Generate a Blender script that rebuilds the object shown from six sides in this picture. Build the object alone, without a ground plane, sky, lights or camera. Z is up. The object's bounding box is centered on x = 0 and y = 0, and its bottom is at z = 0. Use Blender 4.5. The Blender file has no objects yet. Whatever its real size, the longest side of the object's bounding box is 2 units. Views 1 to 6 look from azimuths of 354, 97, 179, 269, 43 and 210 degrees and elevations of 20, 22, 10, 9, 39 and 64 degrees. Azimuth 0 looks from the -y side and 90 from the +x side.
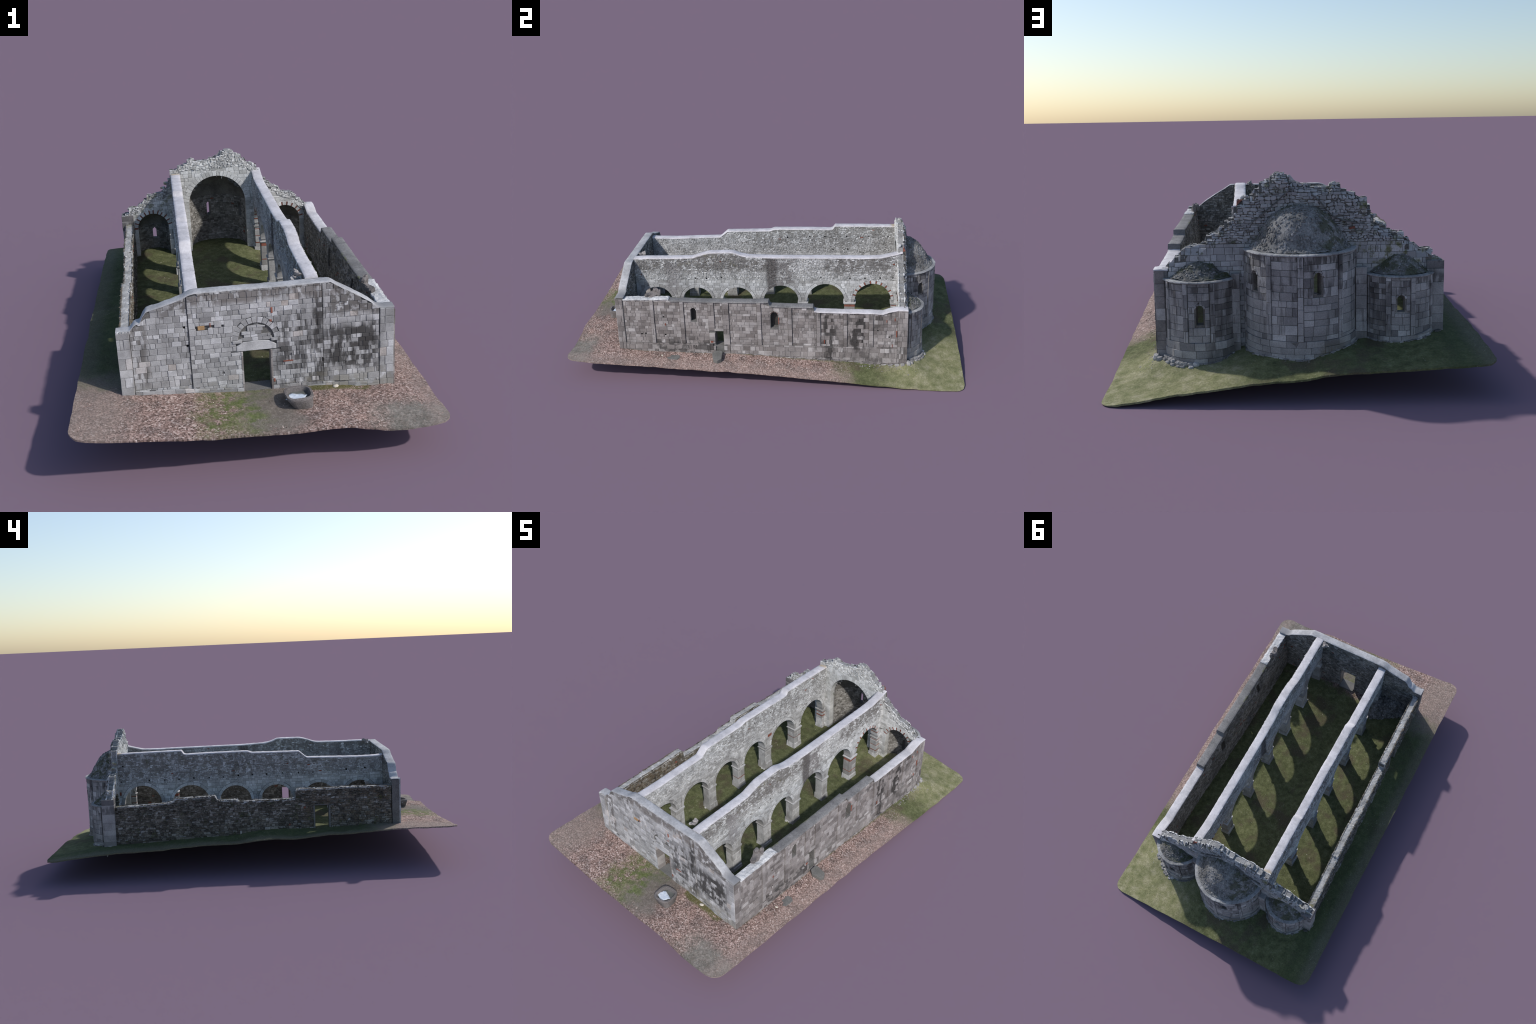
"""Roofless Romanesque church ruin on its plot of ground, built part by part."""
import bpy, math, random
import numpy as np
from mathutils import Vector, noise as mnoise

TAU = math.tau


def nz(x, y=0.0, z=0.0):
    return mnoise.noise(Vector((x, y, z)))


def clamp(v, a, b):
    return a if v < a else b if v > b else v


def smooth(t):
    t = clamp(t, 0.0, 1.0)
    return t * t * (3 - 2 * t)


def interp(pts, s):
    """Piecewise linear profile through (s, value) control points."""
    if s <= pts[0][0]:
        return pts[0][1]
    for (a, va), (b, vb) in zip(pts, pts[1:]):
        if s <= b:
            return va + (vb - va) * (s - a) / max(b - a, 1e-9)
    return pts[-1][1]


def profile(pts, blur=0.0):
    if blur <= 0:
        return lambda s: interp(pts, s)
    offs = [(k / 3.0 * blur, math.exp(-(k / 2.2) ** 2)) for k in range(-4, 5)]
    tot = sum(w for _, w in offs)
    return lambda s: sum(w * interp(pts, s + o) for o, w in offs) / tot


# ------------------------------------------------------------------ materials
class Nodes:
    def __init__(self, name):
        self.mat = bpy.data.materials.new(name)
        self.mat.use_nodes = True
        self.t = self.mat.node_tree
        self.t.nodes.clear()
        self.out = self.t.nodes.new("ShaderNodeOutputMaterial")
        self.bsdf = self.t.nodes.new("ShaderNodeBsdfPrincipled")
        self.t.links.new(self.bsdf.outputs[0], self.out.inputs[0])
        self.co = self.t.nodes.new("ShaderNodeTexCoord").outputs["Object"]

    def n(self, kind, **kw):
        nd = self.t.nodes.new("ShaderNode" + kind)
        for k, v in kw.items():
            setattr(nd, k, v)
        return nd

    def put(self, sock, v):
        if isinstance(v, bpy.types.NodeSocket):
            self.t.links.new(v, sock)
        elif isinstance(v, (tuple, list)) and len(v) == 3 and sock.type == "RGBA":
            sock.default_value = (*v, 1)
        else:
            sock.default_value = v

    def math(self, op, a, b=0.5, c=None):
        nd = self.n("Math", operation=op)
        self.put(nd.inputs[0], a)
        self.put(nd.inputs[1], b)
        if c is not None:
            self.put(nd.inputs[2], c)
        return nd.outputs[0]

    def mapping(self, scale, loc=(0, 0, 0), rot=(0, 0, 0)):
        nd = self.n("Mapping")
        self.put(nd.inputs["Vector"], self.co)
        nd.inputs["Scale"].default_value = scale
        nd.inputs["Location"].default_value = loc
        nd.inputs["Rotation"].default_value = rot
        return nd.outputs[0]

    def noise(self, scale, detail=3, rough=0.55, vec=None, dist=0.0):
        nd = self.n("TexNoise")
        self.put(nd.inputs["Vector"], vec if vec is not None else self.co)
        nd.inputs["Scale"].default_value = scale
        nd.inputs["Detail"].default_value = detail
        nd.inputs["Roughness"].default_value = rough
        nd.inputs["Distortion"].default_value = dist
        return nd.outputs[0]

    def voronoi(self, scale, out="Color", vec=None, feature="F1"):
        nd = self.n("TexVoronoi", feature=feature)
        self.put(nd.inputs["Vector"], vec if vec is not None else self.co)
        nd.inputs["Scale"].default_value = scale
        return nd.outputs[out]

    def ramp(self, fac, stops, mode="LINEAR"):
        nd = self.n("ValToRGB")
        cr = nd.color_ramp
        cr.interpolation = mode
        while len(cr.elements) < len(stops):
            cr.elements.new(0.5)
        for e, (p, c) in zip(cr.elements, stops):
            e.position = p
            e.color = (*c, 1) if not isinstance(c, (int, float)) else (c, c, c, 1)
        self.put(nd.inputs[0], fac)
        return nd.outputs[0]

    def mix(self, fac, a, b, mode="MIX"):
        nd = self.n("Mix", data_type="RGBA", blend_type=mode)
        self.put(nd.inputs[0], fac)
        self.put(nd.inputs[6], a)
        self.put(nd.inputs[7], b)
        return nd.outputs[2]

    def step(self, v, lo, hi):
        nd = self.n("MapRange", interpolation_type="SMOOTHSTEP")
        self.put(nd.inputs[0], v)
        self.put(nd.inputs[1], lo)
        self.put(nd.inputs[2], hi)
        return nd.outputs[0]

    def xyz(self):
        nd = self.n("SeparateXYZ")
        self.put(nd.inputs[0], self.co)
        return nd.outputs

    def box(self, rx=None, ry=None, rz=None, soft=0.03, wob=0.0):
        """1 inside a box in object space, soft and wobbly at its border."""
        ax = self.xyz()
        m = 1.0
        for k, r in enumerate((rx, ry, rz)):
            if r is None:
                continue
            v = ax[k]
            if wob:
                v = self.math("ADD", v, self.math("MULTIPLY", self.math("SUBTRACT", self.noise(14 + 3 * k, 3), 0.5), wob))
            a = self.step(v, r[0] - soft, r[0] + soft)
            b = self.step(v, r[1] + soft, r[1] - soft)
            m2 = self.math("MULTIPLY", a, b)
            m = m2 if m == 1.0 else self.math("MULTIPLY", m, m2)
        return m

    def per_piece(self):
        isl = self.n("NewGeometry").outputs["Random Per Island"]
        ob = self.n("ObjectInfo").outputs["Random"]
        return self.math("FRACT", self.math("ADD", isl, ob))

    def finish(self, col, rough=0.92, bump=None, strength=0.4, dist=0.002):
        self.put(self.bsdf.inputs["Base Color"], col)
        self.put(self.bsdf.inputs["Roughness"], rough)
        self.bsdf.inputs["Specular IOR Level"].default_value = 0.2
        if bump is not None:
            b = self.n("Bump")
            b.inputs["Strength"].default_value = strength
            b.inputs["Distance"].default_value = dist
            self.put(b.inputs["Height"], bump)
            self.put(self.bsdf.inputs["Normal"], b.outputs[0])
        return self.mat


def stone_mat(name, stops, stains=(), moss=(), mottle=(0.72, 1.22), grain=260, patch=0.35, bump=0.5):
    m = Nodes(name)
    piece = m.per_piece()
    col = m.ramp(piece, stops)
    rnd2 = m.math("FRACT", m.math("MULTIPLY", piece, 17.31))
    f = m.ramp(m.noise(grain, 4, 0.65), [(0.3, mottle[0]), (0.7, mottle[1])])
    col = m.mix(1.0, col, f, "MULTIPLY")
    if patch:
        p = m.ramp(m.noise(16, 4, 0.6), [(0.36, 1 - patch), (0.6, 1.08)])
        col = m.mix(1.0, col, p, "MULTIPLY")
    for s in stains:
        # rain-washed streaks: noise stretched along z, cut to where they sit
        st = m.noise(1.0, 4, 0.6, m.mapping(s.get("scale", (60, 60, 9)), s.get("loc", (0, 0, 0))))
        st = m.math("ADD", st, m.math("MULTIPLY", m.math("SUBTRACT", rnd2, 0.5), s.get("per", 0.26)))
        fac = m.step(st, s["cut"] - s.get("soft", 0.06), s["cut"] + s.get("soft", 0.06))
        fac = m.math("MULTIPLY", fac, m.box(*s["box"], soft=s.get("edge", 0.03), wob=s.get("wob", 0.06)))
        fac = m.math("MULTIPLY", fac, s.get("amt", 0.8))
        col = m.mix(fac, col, s["col"])
    for s in moss:
        fac = m.step(m.noise(s.get("scale", 30), 5, 0.65), s["cut"] - 0.05, s["cut"] + 0.07)
        fac = m.math("MULTIPLY", fac, m.box(*s["box"], soft=s.get("edge", 0.03), wob=0.05))
        col = m.mix(m.math("MULTIPLY", fac, s.get("amt", 0.8)), col, s["col"])
    h = m.math("ADD", m.noise(grain * 1.3, 4, 0.7), m.math("MULTIPLY", m.noise(70, 3), 0.8))
    return m.finish(col, 0.93, h, bump, 0.0016)


DARK = (0.040, 0.037, 0.036)
BROWN = (0.105, 0.094, 0.086)
MOSS = (0.075, 0.085, 0.028)

M = {}
M["facade_stone"] = stone_mat(
    "facade_stone",
    [(0.0, (0.28, 0.276, 0.28)), (0.2, (0.36, 0.357, 0.362)), (0.55, (0.43, 0.427, 0.434)), (0.85, (0.51, 0.508, 0.518)), (0.97, (0.62, 0.62, 0.64)), (1.0, (0.46, 0.41, 0.38))],
    stains=[
        dict(box=((0.23, 0.42), None, (0.20, 0.37)), cut=0.47, col=DARK, amt=0.9, scale=(42, 42, 11), per=0.18, soft=0.08),
        dict(box=((0.06, 0.24), None, (0.15, 0.42)), cut=0.51, col=DARK, amt=0.8, scale=(46, 46, 9), per=0.18, soft=0.10),
        dict(box=((0.205, 0.235), None, (0.17, 0.53)), cut=0.45, col=DARK, amt=0.8, scale=(60, 60, 6), edge=0.01),
        dict(box=((-0.40, -0.345), None, (0.2, 0.46)), cut=0.49, col=BROWN, amt=0.75, scale=(60, 60, 8), edge=0.015),
        dict(box=((-0.20, 0.47), None, (0.475, 0.53)), cut=0.45, col=(0.155, 0.137, 0.127), amt=0.75, scale=(60, 60, 22), edge=0.012),
        dict(box=((0.25, 0.43), None, (0.40, 0.5)), cut=0.47, col=BROWN, amt=0.8, scale=(45, 45, 45), edge=0.015),
        dict(box=((-0.30, -0.19), None, (0.44, 0.53)), cut=0.50, col=BROWN, amt=0.7, scale=(45, 45, 40), edge=0.015),
        dict(box=((-0.46, 0.48), None, (0.1, 0.19)), cut=0.56, col=(0.24, 0.225, 0.19), amt=0.6, scale=(30, 30, 30)),
    ], patch=0.22, mottle=(0.84, 1.14), bump=0.28)
M["side_stone"] = stone_mat(
    "side_stone",
    [(0.0, (0.185, 0.166, 0.160)), (0.3, (0.25, 0.228, 0.221)), (0.7, (0.315, 0.291, 0.284)), (0.93, (0.39, 0.366, 0.36)), (1.0, (0.50, 0.476, 0.47))],
    stains=[
        dict(box=(None, (-0.56, -0.20), (0.10, 0.185)), cut=0.49, col=DARK, amt=0.75, scale=(40, 25, 25)),
        dict(box=(None, (0.305, 0.365), (0.08, 0.32)), cut=0.47, col=DARK, amt=0.85, scale=(50, 40, 7), edge=0.012),
        dict(box=(None, (0.445, 0.515), (0.15, 0.32)), cut=0.45, col=DARK, amt=0.9, scale=(50, 40, 9), edge=0.012),
        dict(box=(None, (0.15, 0.68), (0.29, 0.37)), cut=0.56, col=DARK, amt=0.65, scale=(50, 45, 9), per=0.2, soft=.1),
        dict(box=(None, (0.25, 0.72), (0.05, 0.30)), cut=0.62, col=DARK, amt=0.55, scale=(40, 40, 20), per=0.22, soft=.1),
    ], patch=0.24, mottle=(0.82, 1.16), bump=0.3)
PALE_RUB = [(0.0, (0.36, 0.355, 0.35)), (0.25, (0.46, 0.458, 0.458)), (0.6, (0.54, 0.54, 0.545)), (0.88, (0.61, 0.612, 0.62)), (1.0, (0.70, 0.70, 0.71))]
M["arcade_stone"] = stone_mat(
    "arcade_stone", PALE_RUB,
    stains=[
        dict(box=((0.16, 0.3), (0.0, 0.055), (0.28, 0.54)), cut=0.26, col=(0.10, 0.09, 0.09), amt=0.92, scale=(40, 45, 10), edge=0.010, wob=0.03),
        dict(box=((0.16, 0.3), (0.05, 0.15), (0.30, 0.54)), cut=0.47, col=(0.17, 0.155, 0.155), amt=0.8, scale=(30, 30, 12), per=0.30),
        dict(box=((0.16, 0.3), (-0.70, 0.02), (0.45, 0.57)), cut=0.45, col=(0.12, 0.108, 0.10), amt=0.75, scale=(40, 30, 26)),
        dict(box=((0.16, 0.3), (-0.53, -0.46), (0.32, 0.5)), cut=0.40, col=(0.24, 0.225, 0.23), amt=0.7, scale=(40, 40, 8)),
        dict(box=((0.16, 0.3), (0.30, 0.66), (0.44, 0.57)), cut=0.44, col=(0.12, 0.108, 0.10), amt=0.75, scale=(40, 30, 26)),
        dict(box=((-0.2, -0.15), (-0.2, 0.66), (0.44, 0.58)), cut=0.52, col=(0.17, 0.158, 0.15), amt=0.7, scale=(40, 36, 20)),
        dict(box=((-0.26, -0.20), (-0.7, 0.7), (0.42, 0.58)), cut=0.49, col=(0.16, 0.145, 0.13), amt=0.75, scale=(40, 35, 22)),
        dict(box=((-0.26, 0.3), (-0.7, 0.7), (0.10, 0.27)), cut=0.53, col=(0.26, 0.25, 0.245), amt=0.6, scale=(40, 40, 16)),
    ],
    moss=[dict(box=((0.1, 0.3), (-0.66, -0.1), (0.47, 0.57)), cut=0.62, col=(0.19, 0.18, 0.10), amt=0.55),
          dict(box=((-0.26, -0.2), None, (0.45, 0.58)), cut=0.60, col=(0.13, 0.13, 0.07), amt=0.6)],
    mottle=(0.76, 1.14), patch=0.2)
M["gable_stone"] = stone_mat(
    "gable_stone", [(0.0, (0.46, 0.455, 0.445)), (0.3, (0.59, 0.59, 0.58)), (0.7, (0.69, 0.69, 0.685)), (1.0, (0.80, 0.80, 0.80))],
    stains=[dict(box=(None, (0.705, 0.8), None), cut=0.52, col=(0.20, 0.195, 0.195), amt=0.65, scale=(30, 30, 16), edge=0.006, wob=0, per=.4),
            dict(box=(None, (0.705, 0.8), None), cut=0.05, col=(0.30, 0.295, 0.30), amt=0.6, scale=(30, 30, 16), edge=0.006, wob=0, per=.2)],
    moss=[dict(box=(None, (0.705, 0.8), None), cut=0.60, col=MOSS, amt=0.75, edge=0.006),
          dict(box=((-0.47, -0.2), None, (0.36, 0.62)), cut=0.55, col=(0.15, 0.15, 0.06), amt=0.65)],
    mottle=(0.72, 1.15), patch=0.18)
M["apse_stone"] = stone_mat(
    "apse_stone", [(0.0, (0.17, 0.162, 0.162)), (0.08, (0.26, 0.25, 0.248)), (0.5, (0.34, 0.328, 0.322)), (0.88, (0.39, 0.378, 0.372)), (1.0, (0.50, 0.488, 0.482))],
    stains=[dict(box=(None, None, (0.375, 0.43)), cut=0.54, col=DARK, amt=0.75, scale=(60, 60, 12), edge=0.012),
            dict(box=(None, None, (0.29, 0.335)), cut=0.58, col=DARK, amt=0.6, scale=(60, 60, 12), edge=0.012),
            dict(box=((0.18, 0.28), None, (0.05, 0.33)), cut=0.50, col=(0.075, 0.066, 0.06), amt=0.65, scale=(40, 40, 7), soft=.1),
            dict(box=(None, None, (0.16, 0.43)), cut=0.60, col=(0.09, 0.083, 0.08), amt=0.6, scale=(45, 45, 5), per=.12, soft=.08),
            dict(box=((-0.3, -0.2), None, (0.05, 0.33)), cut=0.5, col=(0.08, 0.07, 0.062), amt=0.6, scale=(40, 40, 7), soft=.1),
            dict(box=((-0.16, -0.06), None, (0.05, 0.13)), cut=0.5, col=(0.15, 0.12, 0.07), amt=0.6, scale=(30, 30, 16))],
    patch=0.22, mottle=(0.80, 1.18), bump=0.35)
M["field_stone"] = stone_mat(
    "field_stone", [(0.0, (0.085, 0.076, 0.065)), (0.3, (0.15, 0.135, 0.113)), (0.7, (0.235, 0.215, 0.185)), (0.95, (0.33, 0.315, 0.29)), (1.0, (0.42, 0.41, 0.39))],
    stains=[dict(box=(None, (-0.7, -0.25), (0.2, 0.4)), cut=0.5, col=(0.17, 0.125, 0.085), amt=0.5, scale=(30, 30, 30))],
    moss=[dict(box=((-0.6, -0.3), None, None), cut=0.60, col=(0.08, 0.09, 0.04), amt=0.65)], mottle=(0.6, 1.25), bump=0.7)
M["inner_stone"] = stone_mat(
    "inner_stone", [(0.0, (0.17, 0.16, 0.145)), (0.4, (0.27, 0.258, 0.24)), (0.8, (0.36, 0.345, 0.325)), (1.0, (0.45, 0.435, 0.42))], mottle=(0.65, 1.2))
M["roof_rubble"] = stone_mat(
    "roof_rubble", [(0.0, (0.18, 0.175, 0.168)), (0.4, (0.235, 0.23, 0.222)), (0.8, (0.29, 0.285, 0.28)), (1.0, (0.38, 0.375, 0.38))],
    moss=[dict(box=((-0.6, -0.07), None, None), cut=0.50, col=(0.075, 0.08, 0.045), amt=0.8, scale=22),
          dict(box=((0.2, 0.30), (0.70, 0.80), (0.30, 0.42)), cut=0.48, col=(0.06, 0.07, 0.035), amt=0.8, scale=26),
          dict(box=(None, (0.66, 0.75), None), cut=0.53, col=(0.08, 0.085, 0.045), amt=0.75, scale=28)], mottle=(0.5, 1.35), grain=190, bump=0.9)
M["mortar"] = stone_mat("mortar", [(0.0, (0.165, 0.16, 0.155)), (1.0, (0.18, 0.175, 0.17))], mottle=(0.6, 1.3), patch=0.2)
M["lime_mortar"] = stone_mat("lime_mortar", [(0.0, (0.32, 0.32, 0.32)), (1.0, (0.34, 0.34, 0.34))], mottle=(0.55, 1.25), patch=0.3)
M["joint_mortar"] = stone_mat("joint_mortar", [(0.0, (0.15, 0.15, 0.155)), (1.0, (0.17, 0.17, 0.175))], mottle=(0.6, 1.3), patch=0.3)
M["side_mortar"] = stone_mat("side_mortar", [(0.0, (0.16, 0.152, 0.148)), (1.0, (0.18, 0.17, 0.165))], mottle=(0.6, 1.3), patch=0.3)
M["old_mortar"] = stone_mat("old_mortar", [(0.0, (0.145, 0.135, 0.122)), (1.0, (0.16, 0.15, 0.136))], mottle=(0.55, 1.4), patch=0.3)
M["coping_mortar"] = stone_mat("coping_mortar", [(0.0, (0.60, 0.58, 0.605)), (1.0, (0.63, 0.61, 0.63))], mottle=(0.88, 1.08), grain=110, patch=0.16, bump=0.3,
    moss=[dict(box=((-0.25, -0.18), (0.655, 0.73), None), cut=0.45, col=(0.40, 0.30, 0.15), amt=0.7, edge=0.01)])
M["facade_coping"] = stone_mat("facade_coping", [(0.0, (0.43, 0.43, 0.45)), (1.0, (0.46, 0.46, 0.475))], mottle=(0.82, 1.12), grain=120, patch=0.22, bump=0.3,
    moss=[dict(box=((0.41, 0.5), (-0.76, -0.68), None), cut=0.35, col=(0.24, 0.24, 0.25), amt=0.8, edge=0.02)])
M["grey_coping"] = stone_mat("grey_coping", [(0.0, (0.21, 0.205, 0.205)), (1.0, (0.24, 0.235, 0.235))], mottle=(0.75, 1.2), grain=140, patch=0.25,
    moss=[dict(box=((0.40, 0.43), (-0.5, -0.1), None), cut=0.54, col=(0.19, 0.20, 0.05), amt=0.55, edge=0.006)])
M["brick"] = stone_mat("brick", [(0.0, (0.24, 0.085, 0.06)), (1.0, (0.34, 0.135, 0.10))], mottle=(0.65, 1.2), patch=0.2)
M["ochre_block"] = stone_mat("ochre_block", [(0.0, (0.46, 0.29, 0.15)), (1.0, (0.50, 0.32, 0.17))], mottle=(0.7, 1.15), patch=0.1)
M["window_gloom"] = stone_mat("painted_window_shade", [(0.0, (0.06, 0.057, 0.055)), (1.0, (0.07, 0.066, 0.063))], patch=0.2)  # near-black colour paints the gloom inside the windows
M["pale_rubble"] = stone_mat("pale_rubble", [(0.0, (0.42, 0.415, 0.405)), (0.5, (0.56, 0.555, 0.55)), (1.0, (0.72, 0.72, 0.73))],
    moss=[dict(box=((-0.5, -0.19), (0.6, 0.8), None), cut=0.52, col=(0.20, 0.19, 0.08), amt=0.7, scale=40)], mottle=(0.65, 1.15), bump=0.7)
M["cornice_stone"] = stone_mat("cornice_stone", [(0.0, (0.33, 0.33, 0.335)), (1.0, (0.42, 0.42, 0.42))], mottle=(0.75, 1.15),
    moss=[dict(box=((-0.6, -0.1), None, None), cut=0.56, col=(0.11, 0.115, 0.085), amt=0.6)])
M["trough_stone"] = stone_mat("trough_stone", [(0.0, (0.195, 0.178, 0.174)), (1.0, (0.215, 0.197, 0.193))], mottle=(0.6, 1.25), patch=0.3,
    stains=[dict(box=(None, None, (0.1, 0.165)), cut=0.5, col=(0.12, 0.105, 0.095), amt=0.6, scale=(50, 50, 20))])
M["slab_stone"] = stone_mat("slab_stone", [(0.0, (0.145, 0.142, 0.135)), (1.0, (0.18, 0.177, 0.17))], mottle=(0.75, 1.2), patch=0.2)
M["white_stone"] = stone_mat("white_stone", [(0.0, (0.62, 0.57, 0.49)), (1.0, (0.68, 0.63, 0.55))], mottle=(0.8, 1.1), patch=0.1)


def ground_mat():
    m = Nodes("ground_soil")
    ax = m.xyz()
    wob = m.math("MULTIPLY", m.math("SUBTRACT", m.noise(9, 5, 0.65), 0.5), 0.30)
    # grass
    g = m.ramp(m.noise(34, 5, 0.7), [(0.28, (0.066, 0.073, 0.035)), (0.5, (0.118, 0.130, 0.060)), (0.72, (0.19, 0.198, 0.105))])
    g = m.mix(m.step(m.noise(7, 4, 0.6), 0.50, 0.66), g, (0.105, 0.092, 0.058))
    yel = m.box((0.18, 0.7), (0.62, 1.1), None, 0.10, 0.12)
    g2 = m.ramp(m.noise(22, 5, 0.7), [(0.3, (0.145, 0.16, 0.07)), (0.5, (0.255, 0.25, 0.135)), (0.7, (0.40, 0.37, 0.25))])
    g = m.mix(m.math("MULTIPLY", yel, 0.9), g, g2)
    g = m.mix(m.math("MULTIPLY", m.box((0.05, 0.16), (0.40, 0.62), None, 0.05, 0.1), 0.0), g, (0.1, 0.2, 0.03))
    west_grass = m.box((-0.7, -0.44), (-0.6, 1.1), None, 0.05, 0.05)  # darker green grass along the west side
    g = m.mix(m.math("MULTIPLY", west_grass, 0.55), g, (0.055, 0.075, 0.035))
    # leaf litter: small plates of brown, pink and pale
    v = m.voronoi(210, "Color", m.mapping((1, 1, 0.3)))
    vs = m.n("SeparateColor")
    m.put(vs.inputs[0], v)
    leaf = m.ramp(vs.outputs[0], [(0.0, (0.10, 0.070, 0.060)), (0.3, (0.21, 0.142, 0.122)), (0.6, (0.33, 0.228, 0.200)), (0.85, (0.44, 0.32, 0.285)), (1.0, (0.60, 0.49, 0.45))])
    leaf = m.mix(m.step(m.noise(12, 4), 0.46, 0.64), leaf, m.mix(1.0, leaf, (0.74, 0.78, 0.80), "MULTIPLY"))
    front = m.math("SUBTRACT", 1.0, m.step(m.math("ADD", ax[1], wob), -0.72, -0.66))
    east = m.math("MULTIPLY", m.step(m.math("ADD", ax[0], m.math("MULTIPLY", wob, 0.1)), 0.46, 0.48),
                  m.math("SUBTRACT", 1.0, m.step(m.math("ADD", ax[1], m.math("MULTIPLY", wob, 0.9)), 0.28, 0.47)))
    lit = m.math("MAXIMUM", front, east)
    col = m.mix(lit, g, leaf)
    # bare trodden earth before the door and beside the trough, pale dust at the west corner
    earth = m.ramp(m.noise(60, 4, 0.7), [(0.3, (0.135, 0.118, 0.10)), (0.7, (0.21, 0.188, 0.168))])
    ef = m.box((-0.07, 0.13), (-1.0, -0.72), None, 0.05, 0.12)
    col = m.mix(m.math("MULTIPLY", ef, 0.92), col, earth)
    ef = m.box((-0.7, -0.42), (-1.1, -0.60), None, 0.06, 0.16)
    col = m.mix(m.math("MULTIPLY", ef, 0.6), col, (0.26, 0.215, 0.19))
    ef = m.box((0.36, 0.7), (-1.1, -0.88), None, 0.06, 0.14)
    col = m.mix(m.math("MULTIPLY", ef, 0.8), col, m.ramp(m.noise(26, 4, 0.6, None, 1.2), [(0.3, (0.13, 0.125, 0.105)), (0.7, (0.27, 0.26, 0.235))]))
    ef = m.box((0.53, 0.7), (-1.1, 0.45), None, 0.025, 0.05)
    col = m.mix(m.math("MULTIPLY", ef, 0.35), col, (0.36, 0.28, 0.25))
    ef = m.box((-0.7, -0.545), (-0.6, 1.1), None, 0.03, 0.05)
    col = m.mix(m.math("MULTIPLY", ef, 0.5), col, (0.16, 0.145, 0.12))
    # mossy green patch west of the door, and at the wall foot
    gp = m.math("MULTIPLY", m.box((-0.20, 0.0), (-0.99, -0.74), None, 0.05, 0.14), m.step(m.noise(26, 5, 0.7), 0.34, 0.60))
    col = m.mix(m.math("MULTIPLY", gp, 0.85), col, m.ramp(m.noise(80, 3), [(0.3, (0.075, 0.105, 0.028)), (0.7, (0.15, 0.19, 0.06))]))
    gp = m.box((0.16, 0.38), (-0.775, -0.74), None, 0.008, 0.03)
    col = m.mix(m.math("MULTIPLY", gp, 0.8), col, (0.10, 0.105, 0.03))
    # pale fallen petals and grit
    fl = m.math("MULTIPLY", m.math("LESS_THAN", m.voronoi(85, "Distance"), 0.12), m.step(m.noise(5, 3), 0.46, 0.6))
    col = m.mix(m.math("MULTIPLY", fl, 0.5), col, (0.5, 0.47, 0.42))
    col = m.mix(1.0, col, m.ramp(m.noise(170, 4, 0.7), [(0.25, 0.62), (0.75, 1.32)]), "MULTIPLY")
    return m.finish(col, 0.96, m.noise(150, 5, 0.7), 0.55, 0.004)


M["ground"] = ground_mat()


def leaf_mat():
    m = Nodes("dry_leaf")
    col = m.ramp(m.per_piece(), [(0.0, (0.085, 0.058, 0.046)), (0.3, (0.22, 0.145, 0.125)), (0.6, (0.38, 0.262, 0.235)), (0.88, (0.53, 0.41, 0.37)), (1.0, (0.74, 0.64, 0.59))])
    return m.finish(col, 0.8)


M["leaf"] = leaf_mat()
m = Nodes("painted_sky_reflection")  # pale blue paints the sky's reflection in the trough water
M["reflection_sheet"] = m.finish(m.ramp(m.noise(90, 3), [(0.35, (0.52, 0.60, 0.72)), (0.65, (0.76, 0.82, 0.90))]), 0.5)
m = Nodes("trough_water")
M["water"] = m.finish(m.ramp(m.noise(40, 3), [(0.35, (0.10, 0.105, 0.10)), (0.65, (0.16, 0.165, 0.155))]), 0.35)

# ------------------------------------------------------------------ scene tree


def link(ob, parent=None, **props):
    bpy.context.scene.collection.objects.link(ob)
    if parent is not None:
        ob.parent = parent
    for k, v in props.items():
        ob[k] = v
    return ob


class Geo:
    """Vertex and face lists that become one mesh object."""

    def __init__(self, *mats):
        self.v, self.f, self.mi = [], [], []
        self.mats = list(mats)

    def add(self, verts, faces, mat=0):
        o = len(self.v)
        self.v.extend(verts)
        for f in faces:
            self.f.append([i + o for i in f])
            self.mi.append(mat)

    def make(self, name, parent=None, smooth_angle=None, **props):
        me = bpy.data.meshes.new(name)
        me.from_pydata([tuple(p) for p in self.v], [], self.f)
        for k in self.mats:
            me.materials.append(M[k])
        me.polygons.foreach_set("material_index", self.mi)
        if smooth_angle is not None:
            me.shade_smooth()
            if smooth_angle < 3:
                me.set_sharp_from_angle(angle=smooth_angle)
        me.update()
        return link(bpy.data.objects.new(name, me), parent, **props)


church = link(bpy.data.objects.new("ruined_church", None))
church["label"] = "roofless grey stone church ruin with three apses on grassy plot"
church["category"] = "church ruin"

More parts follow.
